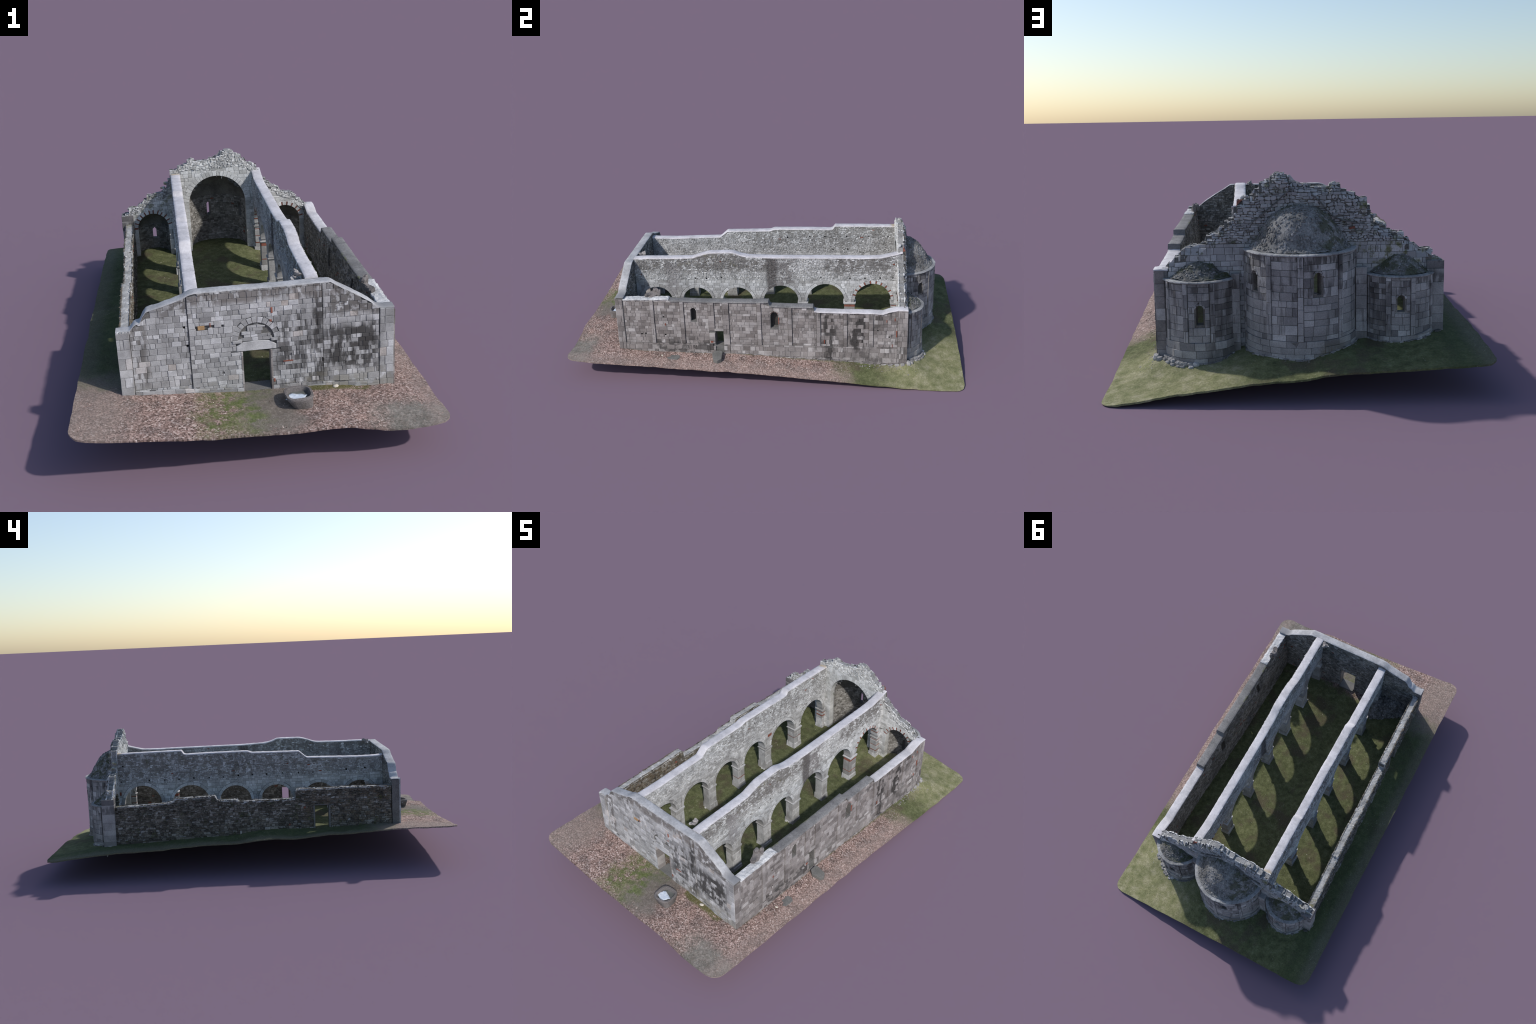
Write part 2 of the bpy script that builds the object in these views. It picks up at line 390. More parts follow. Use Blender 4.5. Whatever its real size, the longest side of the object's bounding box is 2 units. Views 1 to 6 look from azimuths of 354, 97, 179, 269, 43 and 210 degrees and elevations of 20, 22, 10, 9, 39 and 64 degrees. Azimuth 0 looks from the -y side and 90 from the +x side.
# ------------------------------------------------------------------ ground heights
# control points (x, y, z) of the land outside, and of the floor inside
OUT = [(-.582, -.99, .187), (-.492, -.99, .174), (-.339, -.99, .161), (-.153, -.99, .145), (-.026, -.99, .141), (.102, -.99, .136), (.283, -.99, .135), (.32, -.99, .124), (.461, -.99, .109), (.57, -.985, .117),
       (.585, -.844, .105), (.585, -.552, .093), (.585, -.273, .080), (.585, .093, .060), (.585, .453, .033), (.585, .719, .012), (.585, .97, 0.0),
       (.467, .985, .015), (.36, .985, .034), (.246, .985, .046), (.094, .985, .066), (-.066, .985, .080), (-.227, .985, .091), (-.387, .985, .097), (-.588, .985, .104),
       (-.588, .71, .131), (-.588, .441, .141), (-.588, .171, .155), (-.588, -.099, .170), (-.588, -.369, .178), (-.588, -.639, .187),
       (.47, -.745, .122), (.465, -.61, .112), (.464, -.33, .106), (.463, -.165, .106), (.463, 0.0, .098), (.461, .256, .080), (.459, .417, .072), (.457, .608, .058), (.456, .74, .062),
       (-.444, -.745, .179), (-.32, -.745, .170), (-.211, -.745, .163), (-.04, -.745, .150), (.054, -.745, .149), (.175, -.745, .147), (.26, -.745, .142), (.345, -.745, .131),
       (-.48, .674, .142), (-.476, .523, .146), (-.472, .36, .154), (-.465, .155, .160), (-.46, 0.0, .175), (-.455, -.187, .180), (-.45, -.477, .180), (-.44, -.70, .180),
       (.316, .81, .060), (.242, .80, .066), (.086, .87, .096), (-.02, .888, .091), (-.117, .86, .112), (.177, .75, .090), (-.208, .75, .119), (-.33, .805, .121), (-.45, .74, .136), (.33, .89, .042), (-.02, .935, .076), (-.35, .88, .110), (.44, .83, .034), (.52, .73, .030), (.53, -.3, .094), (.49, -.89, .127), (-.52, -.2, .164), (-.52, .1, .151), (-.52, -.45, .173), (.25, -.92, .141), (-.1, -.93, .152)]
INN = [(.42, -.69, .115), (.42, -.3, .112), (.42, .1, .115), (.42, .65, .13), (.30, -.5, .118), (.30, -.1, .120), (.30, .5, .142), (.21, -.48, .136), (.21, -.26, .138), (.2, -.045, .145), (.2, .19, .139), (.19, .43, .133), (.19, .60, .140), (.31, .72, .142), (.31, .79, .142),
       (0, -.69, .138), (0, -.5, .126), (.0, -.3, .126), (.0, -.1, .128), (.0, .1, .144), (.0, .5, .155), (.12, .67, .166), (-.15, .67, .166), (-.016, .80, .165),
       (-.18, -.48, .133), (-.18, -.25, .136), (-.19, -.03, .146), (-.19, .18, .146), (-.2, .43, .150), (-.2, .65, .156), (-.42, -.69, .168), (-.41, -.35, .168), (-.42, 0, .150), (-.44, .4, .151), (-.41, .67, .160), (-.34, .74, .168), (-.34, .77, .168)]


class Sheet:
    """Thin-plate surface through scattered heights."""

    def __init__(self, pts):
        p = np.array(pts, float)
        self.p, n = p[:, :2], len(p)
        A = np.zeros((n + 3, n + 3))
        A[:n, :n] = self.k(self.p, self.p) + np.eye(n) * 2e-4
        A[:n, n] = 1
        A[:n, n + 1:] = self.p
        A[n:, :n] = A[:n, n:].T
        self.w = np.linalg.solve(A, np.concatenate([p[:, 2], np.zeros(3)]))

    def k(self, a, b):
        d2 = ((a[:, None, :] - b[None, :, :]) ** 2).sum(2) + 1e-9
        return 0.5 * d2 * np.log(d2)

    def at(self, q):
        q = np.asarray(q, float)
        n = len(self.p)
        return self.k(q, self.p) @ self.w[:n] + self.w[n] + q @ self.w[n + 1:]


sheet_out, sheet_in = Sheet(OUT), Sheet(INN)
APSES = [dict(cx=-.0175, cy=.70, R=.180, ri=.142, corn=.420, top=.568, a=(-.016, .138, .403, .541)),
         dict(cx=.310, cy=.680, R=.120, ri=.080, corn=.326, top=.396, a=(.314, .075, .290, .367)),
         dict(cx=-.342, cy=.6845, R=.1135, ri=.080, corn=.332, top=.405, a=(-.337, .075, .300, .375))]


def xw_w(y):   # outer face of the rough aisle wall
    return -.451 - .0250 * y


def xw_e(y):   # outer face of the dressed aisle wall
    return .460 - .0095 * y


def inside(q):
    x, y = q[:, 0], q[:, 1]
    d = np.minimum.reduce([x - (-.451 - .0250 * y) - .018, (.460 - .0095 * y) - .018 - x, y + .720, .697 - y])
    mk = np.clip(d / .03 + .5, 0, 1)
    for a in APSES:
        r = np.hypot(x - a["cx"], y - a["cy"])
        k = np.clip(((a["R"] + a["ri"]) / 2 - r) / .03 + .5, 0, 1)
        mk = np.maximum(mk, k)
    return mk * mk * (3 - 2 * mk)


def ground_z(q):
    q = np.asarray(q, float)
    k = inside(q)
    return sheet_out.at(q) * (1 - k) + sheet_in.at(q) * k


def gz_out(x, y):
    return float(sheet_out.at([(x, y)])[0])


def gz_in(x, y):
    return float(sheet_in.at([(x, y)])[0])


def line_z(fn, path, s0, s1, n=24):
    """Ground height along a wall foot as a quick profile."""
    ss = [s0 + (s1 - s0) * i / n for i in range(n + 1)]
    zz = fn.at([path(s) for s in ss])
    pts = list(zip(ss, map(float, zz)))
    return lambda s: interp(pts, s)


def build_ground():
    nx, ny, X, Y, R = 156, 262, .5965, .9985, .055
    q, edge = [], []
    for j in range(ny + 1):
        y = -Y + 2 * Y * j / ny
        k = abs(y) - (Y - R)
        xm = X + .003 * y - (R - math.sqrt(max(R * R - k * k, 0)) if k > 0 else 0)
        for i in range(nx + 1):
            u = -1 + 2 * i / nx
            x = u * xm
            w = abs(u) ** 30
            x += w * .0035 * nz(y * 14, 3.3 * (1 if u > 0 else -1))
            yy = y + (abs(y) / Y) ** 40 * .0015 * nz(x * 14, 7.7)
            q.append((x, yy))
    q = np.array(q)
    z = ground_z(q)
    lump = np.array([.0022 * nz(x * 22, y * 22, 1) + .0012 * nz(x * 70, y * 70, 2) for x, y in q])
    # fallen masonry banked against the walls
    z = z + lump
    z -= min(0.0, float(z.min()) + 0.0)
    top = [(float(a), float(b), float(c)) for (a, b), c in zip(q, z)]
    g = Geo("ground")
    n = len(top)
    low = [(x, y, zz - .006) for x, y, zz in top]
    zmin = min(p[2] for p in low)
    dz = -zmin
    W = nx + 1
    faces = []
    for j in range(ny):
        for i in range(nx):
            a = j * W + i
            faces.append([a, a + 1, a + W + 1, a + W])
            faces.append([n + a, n + a + W, n + a + W + 1, n + a + 1])
    rim = [i for i in range(W)] + [j * W + nx for j in range(1, ny + 1)] + [ny * W + i for i in range(nx - 1, -1, -1)] + [j * W for j in range(ny - 1, 0, -1)]
    for a, b in zip(rim, rim[1:] + rim[:1]):
        faces.append([b, a, n + a, n + b])
    g.add([(x, y, max(zz, 0.0)) for x, y, zz in top + low], faces)
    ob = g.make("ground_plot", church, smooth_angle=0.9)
    return ob


ground = build_ground()

# ------------------------------------------------------------------ masonry tools


def clip_half(poly, px, pz, nx, nz_):
    """Keep the part of a convex polygon with (p - P) . n >= 0."""
    out = []
    m_ = len(poly)
    for i in range(m_):
        a, b = poly[i], poly[(i + 1) % m_]
        da = (a[0] - px) * nx + (a[1] - pz) * nz_
        db = (b[0] - px) * nx + (b[1] - pz) * nz_
        if da >= 0:
            out.append(a)
        if (da >= 0) != (db >= 0):
            t = da / (da - db)
            out.append((a[0] + (b[0] - a[0]) * t, a[1] + (b[1] - a[1]) * t))
    return out


def area_c(poly):
    A = cx = cz = 0.0
    for (x0, z0), (x1, z1) in zip(poly, poly[1:] + poly[:1]):
        w = x0 * z1 - x1 * z0
        A += w
        cx += (x0 + x1) * w
        cz += (z0 + z1) * w
    if abs(A) < 1e-12:
        return 0, poly[0][0], poly[0][1]
    xs, zs = [p for p, _ in poly], [q for _, q in poly]
    return A / 2, clamp(cx / (3 * A), min(xs), max(xs)), clamp(cz / (3 * A), min(zs), max(zs))


class Opening:
    """Round-headed or square opening: centre, half width, foot, spring, crown, ring width kept free of facing stones."""

    def __init__(self, c, r, z0, zs, zc, w=0.004):
        self.c, self.r, self.z0, self.zs, self.zc, self.w = c, r, z0, zs, zc, w

    def contains(self, s, z, grow=0.0):
        r, b = self.r + grow, self.zc - self.zs + grow
        if z < self.z0 - grow or abs(s - self.c) > r:
            return False
        if z <= self.zs:
            return True
        if b <= 1e-6:
            return False
        return ((s - self.c) / r) ** 2 + ((z - self.zs) / b) ** 2 < 1

    def cut(self, poly):
        r, b = self.r + self.w, self.zc - self.zs + self.w
        x0, x1 = min(p[0] for p in poly), max(p[0] for p in poly)
        y0, y1 = min(p[1] for p in poly), max(p[1] for p in poly)
        if x1 < self.c - r or x0 > self.c + r or y1 < self.z0 - self.w or y0 > self.zs + b:
            return poly
        _, cx, cz = area_c(poly)
        if self.zc - self.zs > 1e-6 and cz > self.zs:
            a = math.atan2((cz - self.zs) / b, (cx - self.c) / r)
            px, pz = self.c + r * math.cos(a), self.zs + b * math.sin(a)
            n_ = (math.cos(a) / r, math.sin(a) / b)
            l = math.hypot(*n_)
            return clip_half(poly, px, pz, n_[0] / l, n_[1] / l)
        if cz < self.z0 - self.w * .5:
            return clip_half(poly, self.c, self.z0 - self.w, 0, -1)
        if self.zc - self.zs <= 1e-6 and cz > self.zs:
            return clip_half(poly, self.c, self.zs + self.w, 0, 1)
        if cx < self.c:
            return clip_half(poly, self.c - r, 0, -1, 0)
        return clip_half(poly, self.c + r, 0, 1, 0)


def handed(mp, s, z):
    o = Vector(mp(s, z, 0))
    ds, dz, dd = Vector(mp(s + 1e-3, z, 0)) - o, Vector(mp(s, z + 1e-3, 0)) - o, Vector(mp(s, z, 1e-3)) - o
    return ds.cross(dz).dot(dd) > 0


def stone(poly, mp, d, bev, rng, root=-.003, tilt=.0006):
    """One faced stone: verts and faces of a chamfered prism standing out of the wall face."""
    n = len(poly)
    A, cx, cz = area_c(poly)
    if A < 0:
        poly = poly[::-1]
    size = math.sqrt(abs(A))
    k = max(0.3, 1 - 2 * bev / max(size, 1e-5))
    tx, tz = rng.uniform(-tilt, tilt), rng.uniform(-tilt, tilt)
    v = [mp(s, z, root) for s, z in poly]
    v += [mp(s, z, d - bev * .8) for s, z in poly]
    v += [mp(cx + (s - cx) * k, cz + (z - cz) * k, d + tx * (s - cx) / size * 2 + tz * (z - cz) / size * 2) for s, z in poly]
    f = []
    flip = not handed(mp, cx, cz)
    for r_ in (0, n):
        for i in range(n):
            j = (i + 1) % n
            f.append([r_ + i, r_ + j, r_ + n + j, r_ + n + i])
    f.append([2 * n + i for i in range(n)])
    if flip:
        f = [q[::-1] for q in f]
    return v, f


def prism(poly, mpF, dF, mpB, dB, bev=.001):
    """A block that runs through a wall from one face to the other, chamfered at both."""
    n = len(poly)
    A, cx, cz = area_c(poly)
    if A < 0:
        poly = poly[::-1]
    k = max(.4, 1 - 2 * bev / math.sqrt(abs(A)))
    ins = [(cx + (s - cx) * k, cz + (z - cz) * k) for s, z in poly]
    v = [mpB(s, z, dB) for s, z in ins] + [mpB(s, z, dB - bev) for s, z in poly] + [mpF(s, z, dF - bev) for s, z in poly] + [mpF(s, z, dF) for s, z in ins]
    f = []
    for r_ in (0, n, 2 * n):
        for i in range(n):
            j = (i + 1) % n
            f.append([r_ + i, r_ + j, r_ + n + j, r_ + n + i])
    f.append([3 * n + i for i in range(n)])
    f.append([i for i in reversed(range(n))])
    if not handed(mpF, cx, cz):
        f = [q[::-1] for q in f]
    return v, f


BLOCKS = []     # (area, verts, faces, material, parent) of dressed stones big enough to pick out


def lay(g, mp, s0, s1, zlo, zhi, ch, cw, rng, gap=.0010, bev=.0008, d=(.0008, .0022), wild=0.0, opens=(), holes=(), brick=0.0, brick_mat=1,
        mat=0, skip=None, named=None, top_gap=.001, minz=None, mats=None):
    """Lay coursed stones over a wall face; zlo, zhi are functions of s; ch, cw mean course height and stone width."""
    zb = min(zlo(s0 + (s1 - s0) * i / 20) for i in range(21))
    zt = max(zhi(s0 + (s1 - s0) * i / 60) for i in range(61))
    z = zb - rng.uniform(0, ch * .5)
    ph = rng.uniform(0, 50)
    while z < zt:
        h = ch * rng.uniform(.72, 1.3)
        s = s0 - (0 if wild == 0 else rng.uniform(0, cw))
        first = True
        while s < s1 - 1e-6:
            w = cw * rng.uniform(.5, 1.55)
            if first and wild == 0:
                w *= rng.uniform(.5, 1)
            e = min(s + w, s1)
            if s1 - e < cw * .3:
                e = s1
            a = max(s, s0)
            first = False
            s = e
            if e - a < gap * 3:
                continue
            cells = [(a, e, z, z + h)]
            if wild and rng.random() < .22 * wild and e - a > cw * .7:
                mz = z + h * rng.uniform(.4, .6)
                cells = [(a, e, z, mz), (a, e, mz, z + h)]
            elif not wild and rng.random() < .05:
                mz = (a + e) / 2
                cells = [(a, mz, z, z + h), (mz, e, z, z + h)]
            for a0, e0, c0, c1 in cells:
                def wv(ss, zz):
                    return zz + wild * ch * .55 * nz(ss * 28 + ph, zz * 20, ph) if wild else zz
                j = gap * (.4 + wild * 1.2)
                u = lambda: rng.uniform(-j, j)
                lo_, hi_, l_, r_ = c0 + gap * .5, c1 - gap * .5, a0 + gap * .5, e0 - gap * .5
                poly = [(l_ + u(), wv(l_, lo_) + u()), (r_ + u(), wv(r_, lo_) + u()), (r_ + u(), wv(r_, hi_) + u()), (l_ + u(), wv(l_, hi_) + u())]
                if wild:
                    c_ = min(r_ - l_, hi_ - lo_) * rng.uniform(.1, .34)
                    (ax, az), (bx, bz), (cx, cz), (dx, dz) = poly
                    poly = [(ax + c_, az), (bx - c_, bz), (bx, bz + c_), (cx, cz - c_), (cx - c_, cz), (dx + c_, dz), (dx, dz - c_), (ax, az + c_)]
                pieces = [[(clamp(p, s0, s1), q) for p, q in poly]]
                for o in opens:
                    nxt = []
                    for pc in pieces:
                        xs, zs_ = [p for p, _ in pc], [q for _, q in pc]
                        if min(xs) < o.c - o.r * .4 and max(xs) > o.c + o.r * .4 and max(zs_) > o.z0 and min(zs_) < o.zc:
                            nxt += [clip_half(pc, o.c, 0, -1, 0), clip_half(pc, o.c, 0, 1, 0)]
                        else:
                            nxt.append(pc)
                    pieces = [pc for pc in nxt if len(pc) > 2]
                for hs, hz in holes:
                    nxt = []
                    for pc in pieces:
                        xs, zs_ = [p for p, _ in pc], [q for _, q in pc]
                        if max(xs) < hs - .004 or min(xs) > hs + .004 or max(zs_) < hz - .0042 or min(zs_) > hz + .0042:
                            nxt.append(pc)
                            continue
                        l_ = clip_half(pc, hs - .004, 0, -1, 0)
                        r_2 = clip_half(pc, hs + .004, 0, 1, 0)
                        m_ = clip_half(clip_half(pc, hs - .004, 0, 1, 0), hs + .004, 0, -1, 0) if len(pc) > 2 else []
                        nxt += [l_, r_2]
                        if len(m_) > 2:
                            nxt += [clip_half(m_, 0, hz - .0042, 0, -1), clip_half(m_, 0, hz + .0042, 0, 1)]
                    pieces = [pc for pc in nxt if len(pc) > 2]
                dd = rng.uniform(*d)
                mi = mats(rng, 0, 0) if mats else (brick_mat if rng.random() < brick else mat)
                for poly in pieces:
                    for o in opens:
                        poly = o.cut(poly)
                        if len(poly) < 3:
                            break
                    if len(poly) < 3:
                        continue
                    poly = [(p, clamp(q, zlo(p), zhi(p) - top_gap)) for p, q in poly]
                    A, cx, cz = area_c(poly)
                    if abs(A) < (gap * 1.8) ** 2 or max(q for _, q in poly) - min(q for _, q in poly) < gap * 1.2:
                        continue
                    bb = (max(p for p, _ in poly) - min(p for p, _ in poly)) * (max(q for _, q in poly) - min(q for _, q in poly))
                    if abs(A) < .38 * bb:
                        continue
                    if skip and skip(cx, cz):
                        continue
                    v, f = stone(poly, mp, dd, bev * rng.uniform(.8, 1.3), rng, tilt=.0004 + wild * .0008)
                    if named is not None and mi == mat:
                        BLOCKS.append((abs(A), v, f, g, mi, named))
                    else:
                        g.add(v, f, mi)
        z += h


def bed(g, mp, s0, s1, zlo, zhi, d, opens=(), mat=1, cw=.06, ch=.06):
    """A flush mortar bed behind stones that stand proud of the wall core."""
    lay(g, mp, s0, s1, zlo, zhi, ch, cw, random.Random(1), gap=.00002, bev=.00001, d=(d, d), opens=opens, mat=mat, top_gap=.002)


def core(g, mF, mB, s0, s1, zlo, zhi, opens=(), pockF=(), pockB=(), ds=.008, nzc=60, lump=.0006, mat=0, fine=(), back_mat=None):
    """Wall core: front and back grids joined round every edge and opening, with blind put-log pockets."""
    ss = set()
    n = max(2, int(round((s1 - s0) / ds)))
    for i in range(n + 1):
        ss.add(round(s0 + (s1 - s0) * i / n, 5))
    for o in opens:
        k = max(4, int(o.r * 2 / .004))
        for i in range(k + 1):
            ss.add(round(o.c - o.r + 2 * o.r * i / k, 5))
    for hs, hz in list(pockF) + list(pockB):
        ss.add(round(hs - .004, 5))
        ss.add(round(hs + .004, 5))
    for x in fine:
        ss.add(round(x, 5))
    ss = sorted(x for x in ss if s0 - 1e-6 <= x <= s1 + 1e-6)
    ss = [x for i, x in enumerate(ss) if i == 0 or x - ss[i - 1] > .0006]
    N, Z = len(ss), nzc + 1
    V = []
    for face, mp in ((0, mF), (1, mB)):
        for i, s in enumerate(ss):
            a, b = zlo(s), zhi(s)
            for j in range(Z):
                z = a + (b - a) * j / nzc
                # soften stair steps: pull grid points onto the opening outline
                V.append(mp(s, z, lump * (.8 * nz(s * 60, z * 60, face * 9.0) - .8) - .0002))
    def vid(face, i, j):
        return face * N * Z + i * Z + j
    through = {}
    pk = {}
    for i in range(N - 1):
        sc = (ss[i] + ss[i + 1]) / 2
        a, b = zlo(sc), zhi(sc)
        for j in range(nzc):
            zc = a + (b - a) * (j + .5) / nzc
            if any(o.contains(sc, zc) for o in opens):
                through[i, j] = 1
            for face, pl in ((0, pockF), (1, pockB)):
                if any(abs(sc - hs) < .0042 and abs(zc - hz) < .004 for hs, hz in pl):
                    pk[face, i, j] = 1
    F = []
    backs = set()
    hand = handed(mF, ss[N // 2], zhi(ss[N // 2]) - .01)
    def q(a, b, c, d_):
        F.append([a, b, c, d_] if hand else [d_, c, b, a])
    extra = []
    for i in range(N - 1):
        for j in range(nzc):
            if (i, j) in through:
                continue
            for face in (0, 1):
                c4 = [vid(face, i, j), vid(face, i + 1, j), vid(face, i + 1, j + 1), vid(face, i, j + 1)]
                if (face, i, j) in pk:
                    mp = (mF, mB)[face]
                    base = len(V) + len(extra)
                    for (si, jj) in ((i, j), (i + 1, j), (i + 1, j + 1), (i, j + 1)):
                        s = ss[si]
                        a, b = zlo(s), zhi(s)
                        extra.append(mp(s, a + (b - a) * jj / nzc, -.014))
                    e4 = [base, base + 1, base + 2, base + 3]
                    fs = [e4] + [[c4[k], c4[(k + 1) % 4], e4[(k + 1) % 4], e4[k]] for k in range(4)]
                    for f in fs:
                        q(*f) if face == 0 else q(*f[::-1])
                else:
                    q(*c4) if face == 0 else q(*c4[::-1])
                    if face:
                        backs.add(len(F) - 1)
            for di, dj, (p0, p1) in ((-1, 0, ((i, j + 1), (i, j))), (1, 0, ((i + 1, j), (i + 1, j + 1))), (0, -1, ((i, j), (i + 1, j))), (0, 1, ((i + 1, j + 1), (i, j + 1)))):
                k = (i + di, j + dj)
                if 0 <= k[0] < N - 1 and 0 <= k[1] < nzc and k not in through:
                    continue
                q(vid(0, *p1), vid(0, *p0), vid(1, *p0), vid(1, *p1))
    n0 = len(g.mi)
    g.add(V + extra, F, mat)
    if back_mat is not None:
        for k in backs:
            g.mi[n0 + k] = back_mat


def coping(g, path, s0, s1, top, half, rise=.007, step=.006, rough=.0012, seed=0.0, mat=0, over=.001, sink=.0045):
    """Lumpy rounded mortar capping; path(s, across) gives x, y; top(s) the height of its upper edges."""
    n = max(3, int((s1 - s0) / step))
    sec = [(-1.0, -sink), (-1.0, -.0012), (-.95, .0002), (-.5, .0010), (0, .0013), (.5, .0010), (.95, .0002), (1.0, -.0012), (1.0, -sink)]
    V = []
    k = len(sec)
    for i in range(n + 1):
        s = s0 + (s1 - s0) * i / n
        for j, (a, b) in enumerate(sec):
            r = rough * (nz(s * 45 + seed, j * .7, seed) + .6 * nz(s * 120 + seed, j * 1.3, 3 + seed))
            x, y = path(s, a * (half + over) + r * (1 if abs(a) > .9 else 0))
            V.append((x, y, top(s) + b + r))
    F = []
    for i in range(n):
        for j in range(k - 1):
            a = i * k + j
            F.append([a, a + 1, a + k + 1, a + k])
        F.append([i * k + k - 1, i * k, (i + 1) * k, (i + 1) * k + k - 1])
    F.append([i for i in range(k)][::-1])
    F.append([n * k + i for i in range(k)])
    # orientation
    a, b, c = Vector(V[4]), Vector(V[5]), Vector(V[4 + k])
    if (b - a).cross(c - a).z < 0:
        F = [f[::-1] for f in F]
    g.add(V, F, mat)


CUBE_F = [[0, 3, 2, 1], [4, 5, 6, 7], [0, 1, 5, 4], [1, 2, 6, 5], [2, 3, 7, 6], [3, 0, 4, 7]]


def lump_block(c, sx, sy, sz, rng, yaw=None, tip=.25, jag=.18):
    """An irregular broken stone: a box with knocked corners, turned at random."""
    yaw = rng.uniform(0, TAU) if yaw is None else yaw
    ca, sa = math.cos(yaw), math.sin(yaw)
    tx, ty = rng.uniform(-tip, tip), rng.uniform(-tip, tip)
    ring = [(-1, -.55), (-.55, -1), (.55, -1), (1, -.55), (1, .55), (.55, 1), (-.55, 1), (-1, .55)]
    V = []
    for lvl, sc in ((-1, .85), (.35, 1.0), (1, .72)):
        for x, y in ring:
            j = lambda: 1 + rng.uniform(-jag, jag)
            x_, y_, z_ = x * sx * sc * j(), y * sy * sc * j(), lvl * sz * (1 + rng.uniform(-jag, jag))
            z_ += tx * x_ + ty * y_
            V.append((c[0] + x_ * ca - y_ * sa, c[1] + x_ * sa + y_ * ca, c[2] + z_))
    F = [[7, 6, 5, 4, 3, 2, 1, 0], [16 + i for i in range(8)]]
    for l in (0, 8):
        for i in range(8):
            F.append([l + i, l + (i + 1) % 8, l + 8 + (i + 1) % 8, l + 8 + i])
    return V, F


def ragged_top(g, path, s0, s1, top, half, rng, size=.008, density=1.0, mat=0, rise=.5, mats=None, yaw=0.0):
    """Loose broken stones that make the jagged crest of a ruined wall."""
    n = int((s1 - s0) / (size * 1.15) * density)
    per = max(1, int(half * 2 / (size * 1.5)))
    for i in range(n):
        s = s0 + (s1 - s0) * (i + rng.random()) / n
        for k in range(per):
            a = -half + 2 * half * (k + rng.uniform(.2, .8)) / per
            x, y = path(s, a)
            sz = size * rng.uniform(.45, 1.15)
            v, f = lump_block((x, y, top(s) - sz * (1 - rise) * .6 + rng.uniform(-.3, .3) * sz * .5), sz * .75, sz * rng.uniform(.4, .75), sz * rng.uniform(.25, .55), rng, yaw=yaw + rng.uniform(-.5, .5), tip=.18)
            g.add(v, f, mats(rng) if mats else mat)


VOUSSOIR = []


def voussoirs(parent, mF, mB, o, w, count, rng, dF=.0018, dB=.0018, brick=False, mat="arcade_stone", a0=0.0, a1=math.pi, wj=.12):
    """A ring of wedge stones round an arch, each its own object."""
    r, b = o.r, o.zc - o.zs
    a = a0
    i = 0
    step = (a1 - a0) / count
    while a < a1 - 1e-4:
        thin = brick and i % 2 == 1
        da = step * (.28 if thin else rng.uniform(.85, 1.15) * (.9 if brick else 1))
        e = min(a + da, a1)
        if a1 - e < step * .3:
            e = a1
        g_ = .0006 / r
        ww = w * rng.uniform(1 - wj, 1 + wj)
        pts = []
        m_ = 3
        for k in range(m_ + 1):
            t = a + g_ + (e - a - 2 * g_) * k / m_
            pts.append((o.c + r * math.cos(t), o.zs + b * math.sin(t)))
        for k in range(m_, -1, -1):
            t = a + g_ + (e - a - 2 * g_) * k / m_
            pts.append((o.c + (r + ww) * math.cos(t), o.zs + (b + ww) * math.sin(t)))
        g = Geo("brick" if thin else mat)
        j = rng.uniform(-.0005, .0007)
        v, f = prism(pts, mF, dF + j, mB, dB + j, .0008)
        g.add(v, f)
        VOUSSOIR.append(g.make("voussoir", parent))
        a = e
        i += 1


# ------------------------------------------------------------------ facade (gate end)
rng = random.Random(11)
YF, YFI = -.7385, -.7020
def fF(s, z, d): return (s, YF - d, z)
def fB(s, z, d): return (s, YFI + d, z)
facade_top = profile([(-.442, .406), (-.398, .406), (-.392, .412), (-.378, .428), (-.360, .431), (-.352, .452), (-.338, .470), (-.303, .478), (-.279, .485), (-.226, .501), (-.200, .514), (-.185, .518),
                      (-.079, .518), (.10, .517), (.19, .5175), (.258, .518), (.293, .495), (.333, .472), (.388, .437), (.414, .414), (.43, .410), (.469, .410)], .0025)
foot_f = line_z(sheet_out, lambda s: (s, -.745), -.45, .48)
foot_fi = line_z(sheet_in, lambda s: (s, -.69), -.45, .48)
lo_f = lambda s: min(foot_f(s), foot_fi(s)) - .012
door_f = Opening(.008, .046, .10, .298, .298, .0015)
fac = Geo("mortar")
core(fac, fF, fB, -.441, .469, lo_f, lambda s: facade_top(s) - .006, opens=[door_f], pockF=[(-.222, .402), (-.215, .336), (-.098, .398), (.205, .404), (-.105, .228), (.12, .272)], nzc=64)
facade = fac.make("facade", church)
fs = Geo("facade_stone", "brick", "ochre_block", "joint_mortar")
arch_f = Opening(.0085, .0770, .338, .340, .4185, .002)
lint = Opening(.008, .066, .298, .336, .336, .0015)
och = Opening(-.168, .0125, .389, .403, .403, .0008)
hs = [(-.222, .402), (-.215, .336), (-.098, .398), (.205, .404), (-.105, .228), (.12, .272)]
zt_f = lambda s: facade_top(s) - .0022
zl_f = lambda s: foot_f(s) - .004
kw = dict(opens=[door_f, lint, arch_f, och], holes=hs, named=facade)
plinth = lambda s: foot_f(s) + .017
for b0, b1, z0, z1, dd in ((-.440, -.399, zl_f, zt_f, .0046), (-.207, .228, plinth, zt_f, .0036), (.231, .418, plinth, zt_f, .0014), (.422, .4675, zl_f, zt_f, .0040), (-.396, -.041, zl_f, plinth, .0058), (.057, .418, zl_f, plinth, .0058)):
    bed(fs, fF, b0, b1, z0, z1, dd, [door_f, lint, arch_f, och], 3)
lay(fs, fF, -.441, -.398, zl_f, zt_f, .034, .043, rng, d=(.0055, .0070), **kw)            # corner pier
lay(fs, fF, -.397, -.210, plinth, zt_f, .0190, .0235, rng, d=(.0002, .0022), **kw)
lay(fs, fF, -.208, .229, plinth, zt_f, .0190, .0245, rng, d=(.0045, .0066), **kw)
lay(fs, fF, .230, .419, plinth, zt_f, .0190, .0245, rng, d=(.0024, .0042), **kw)
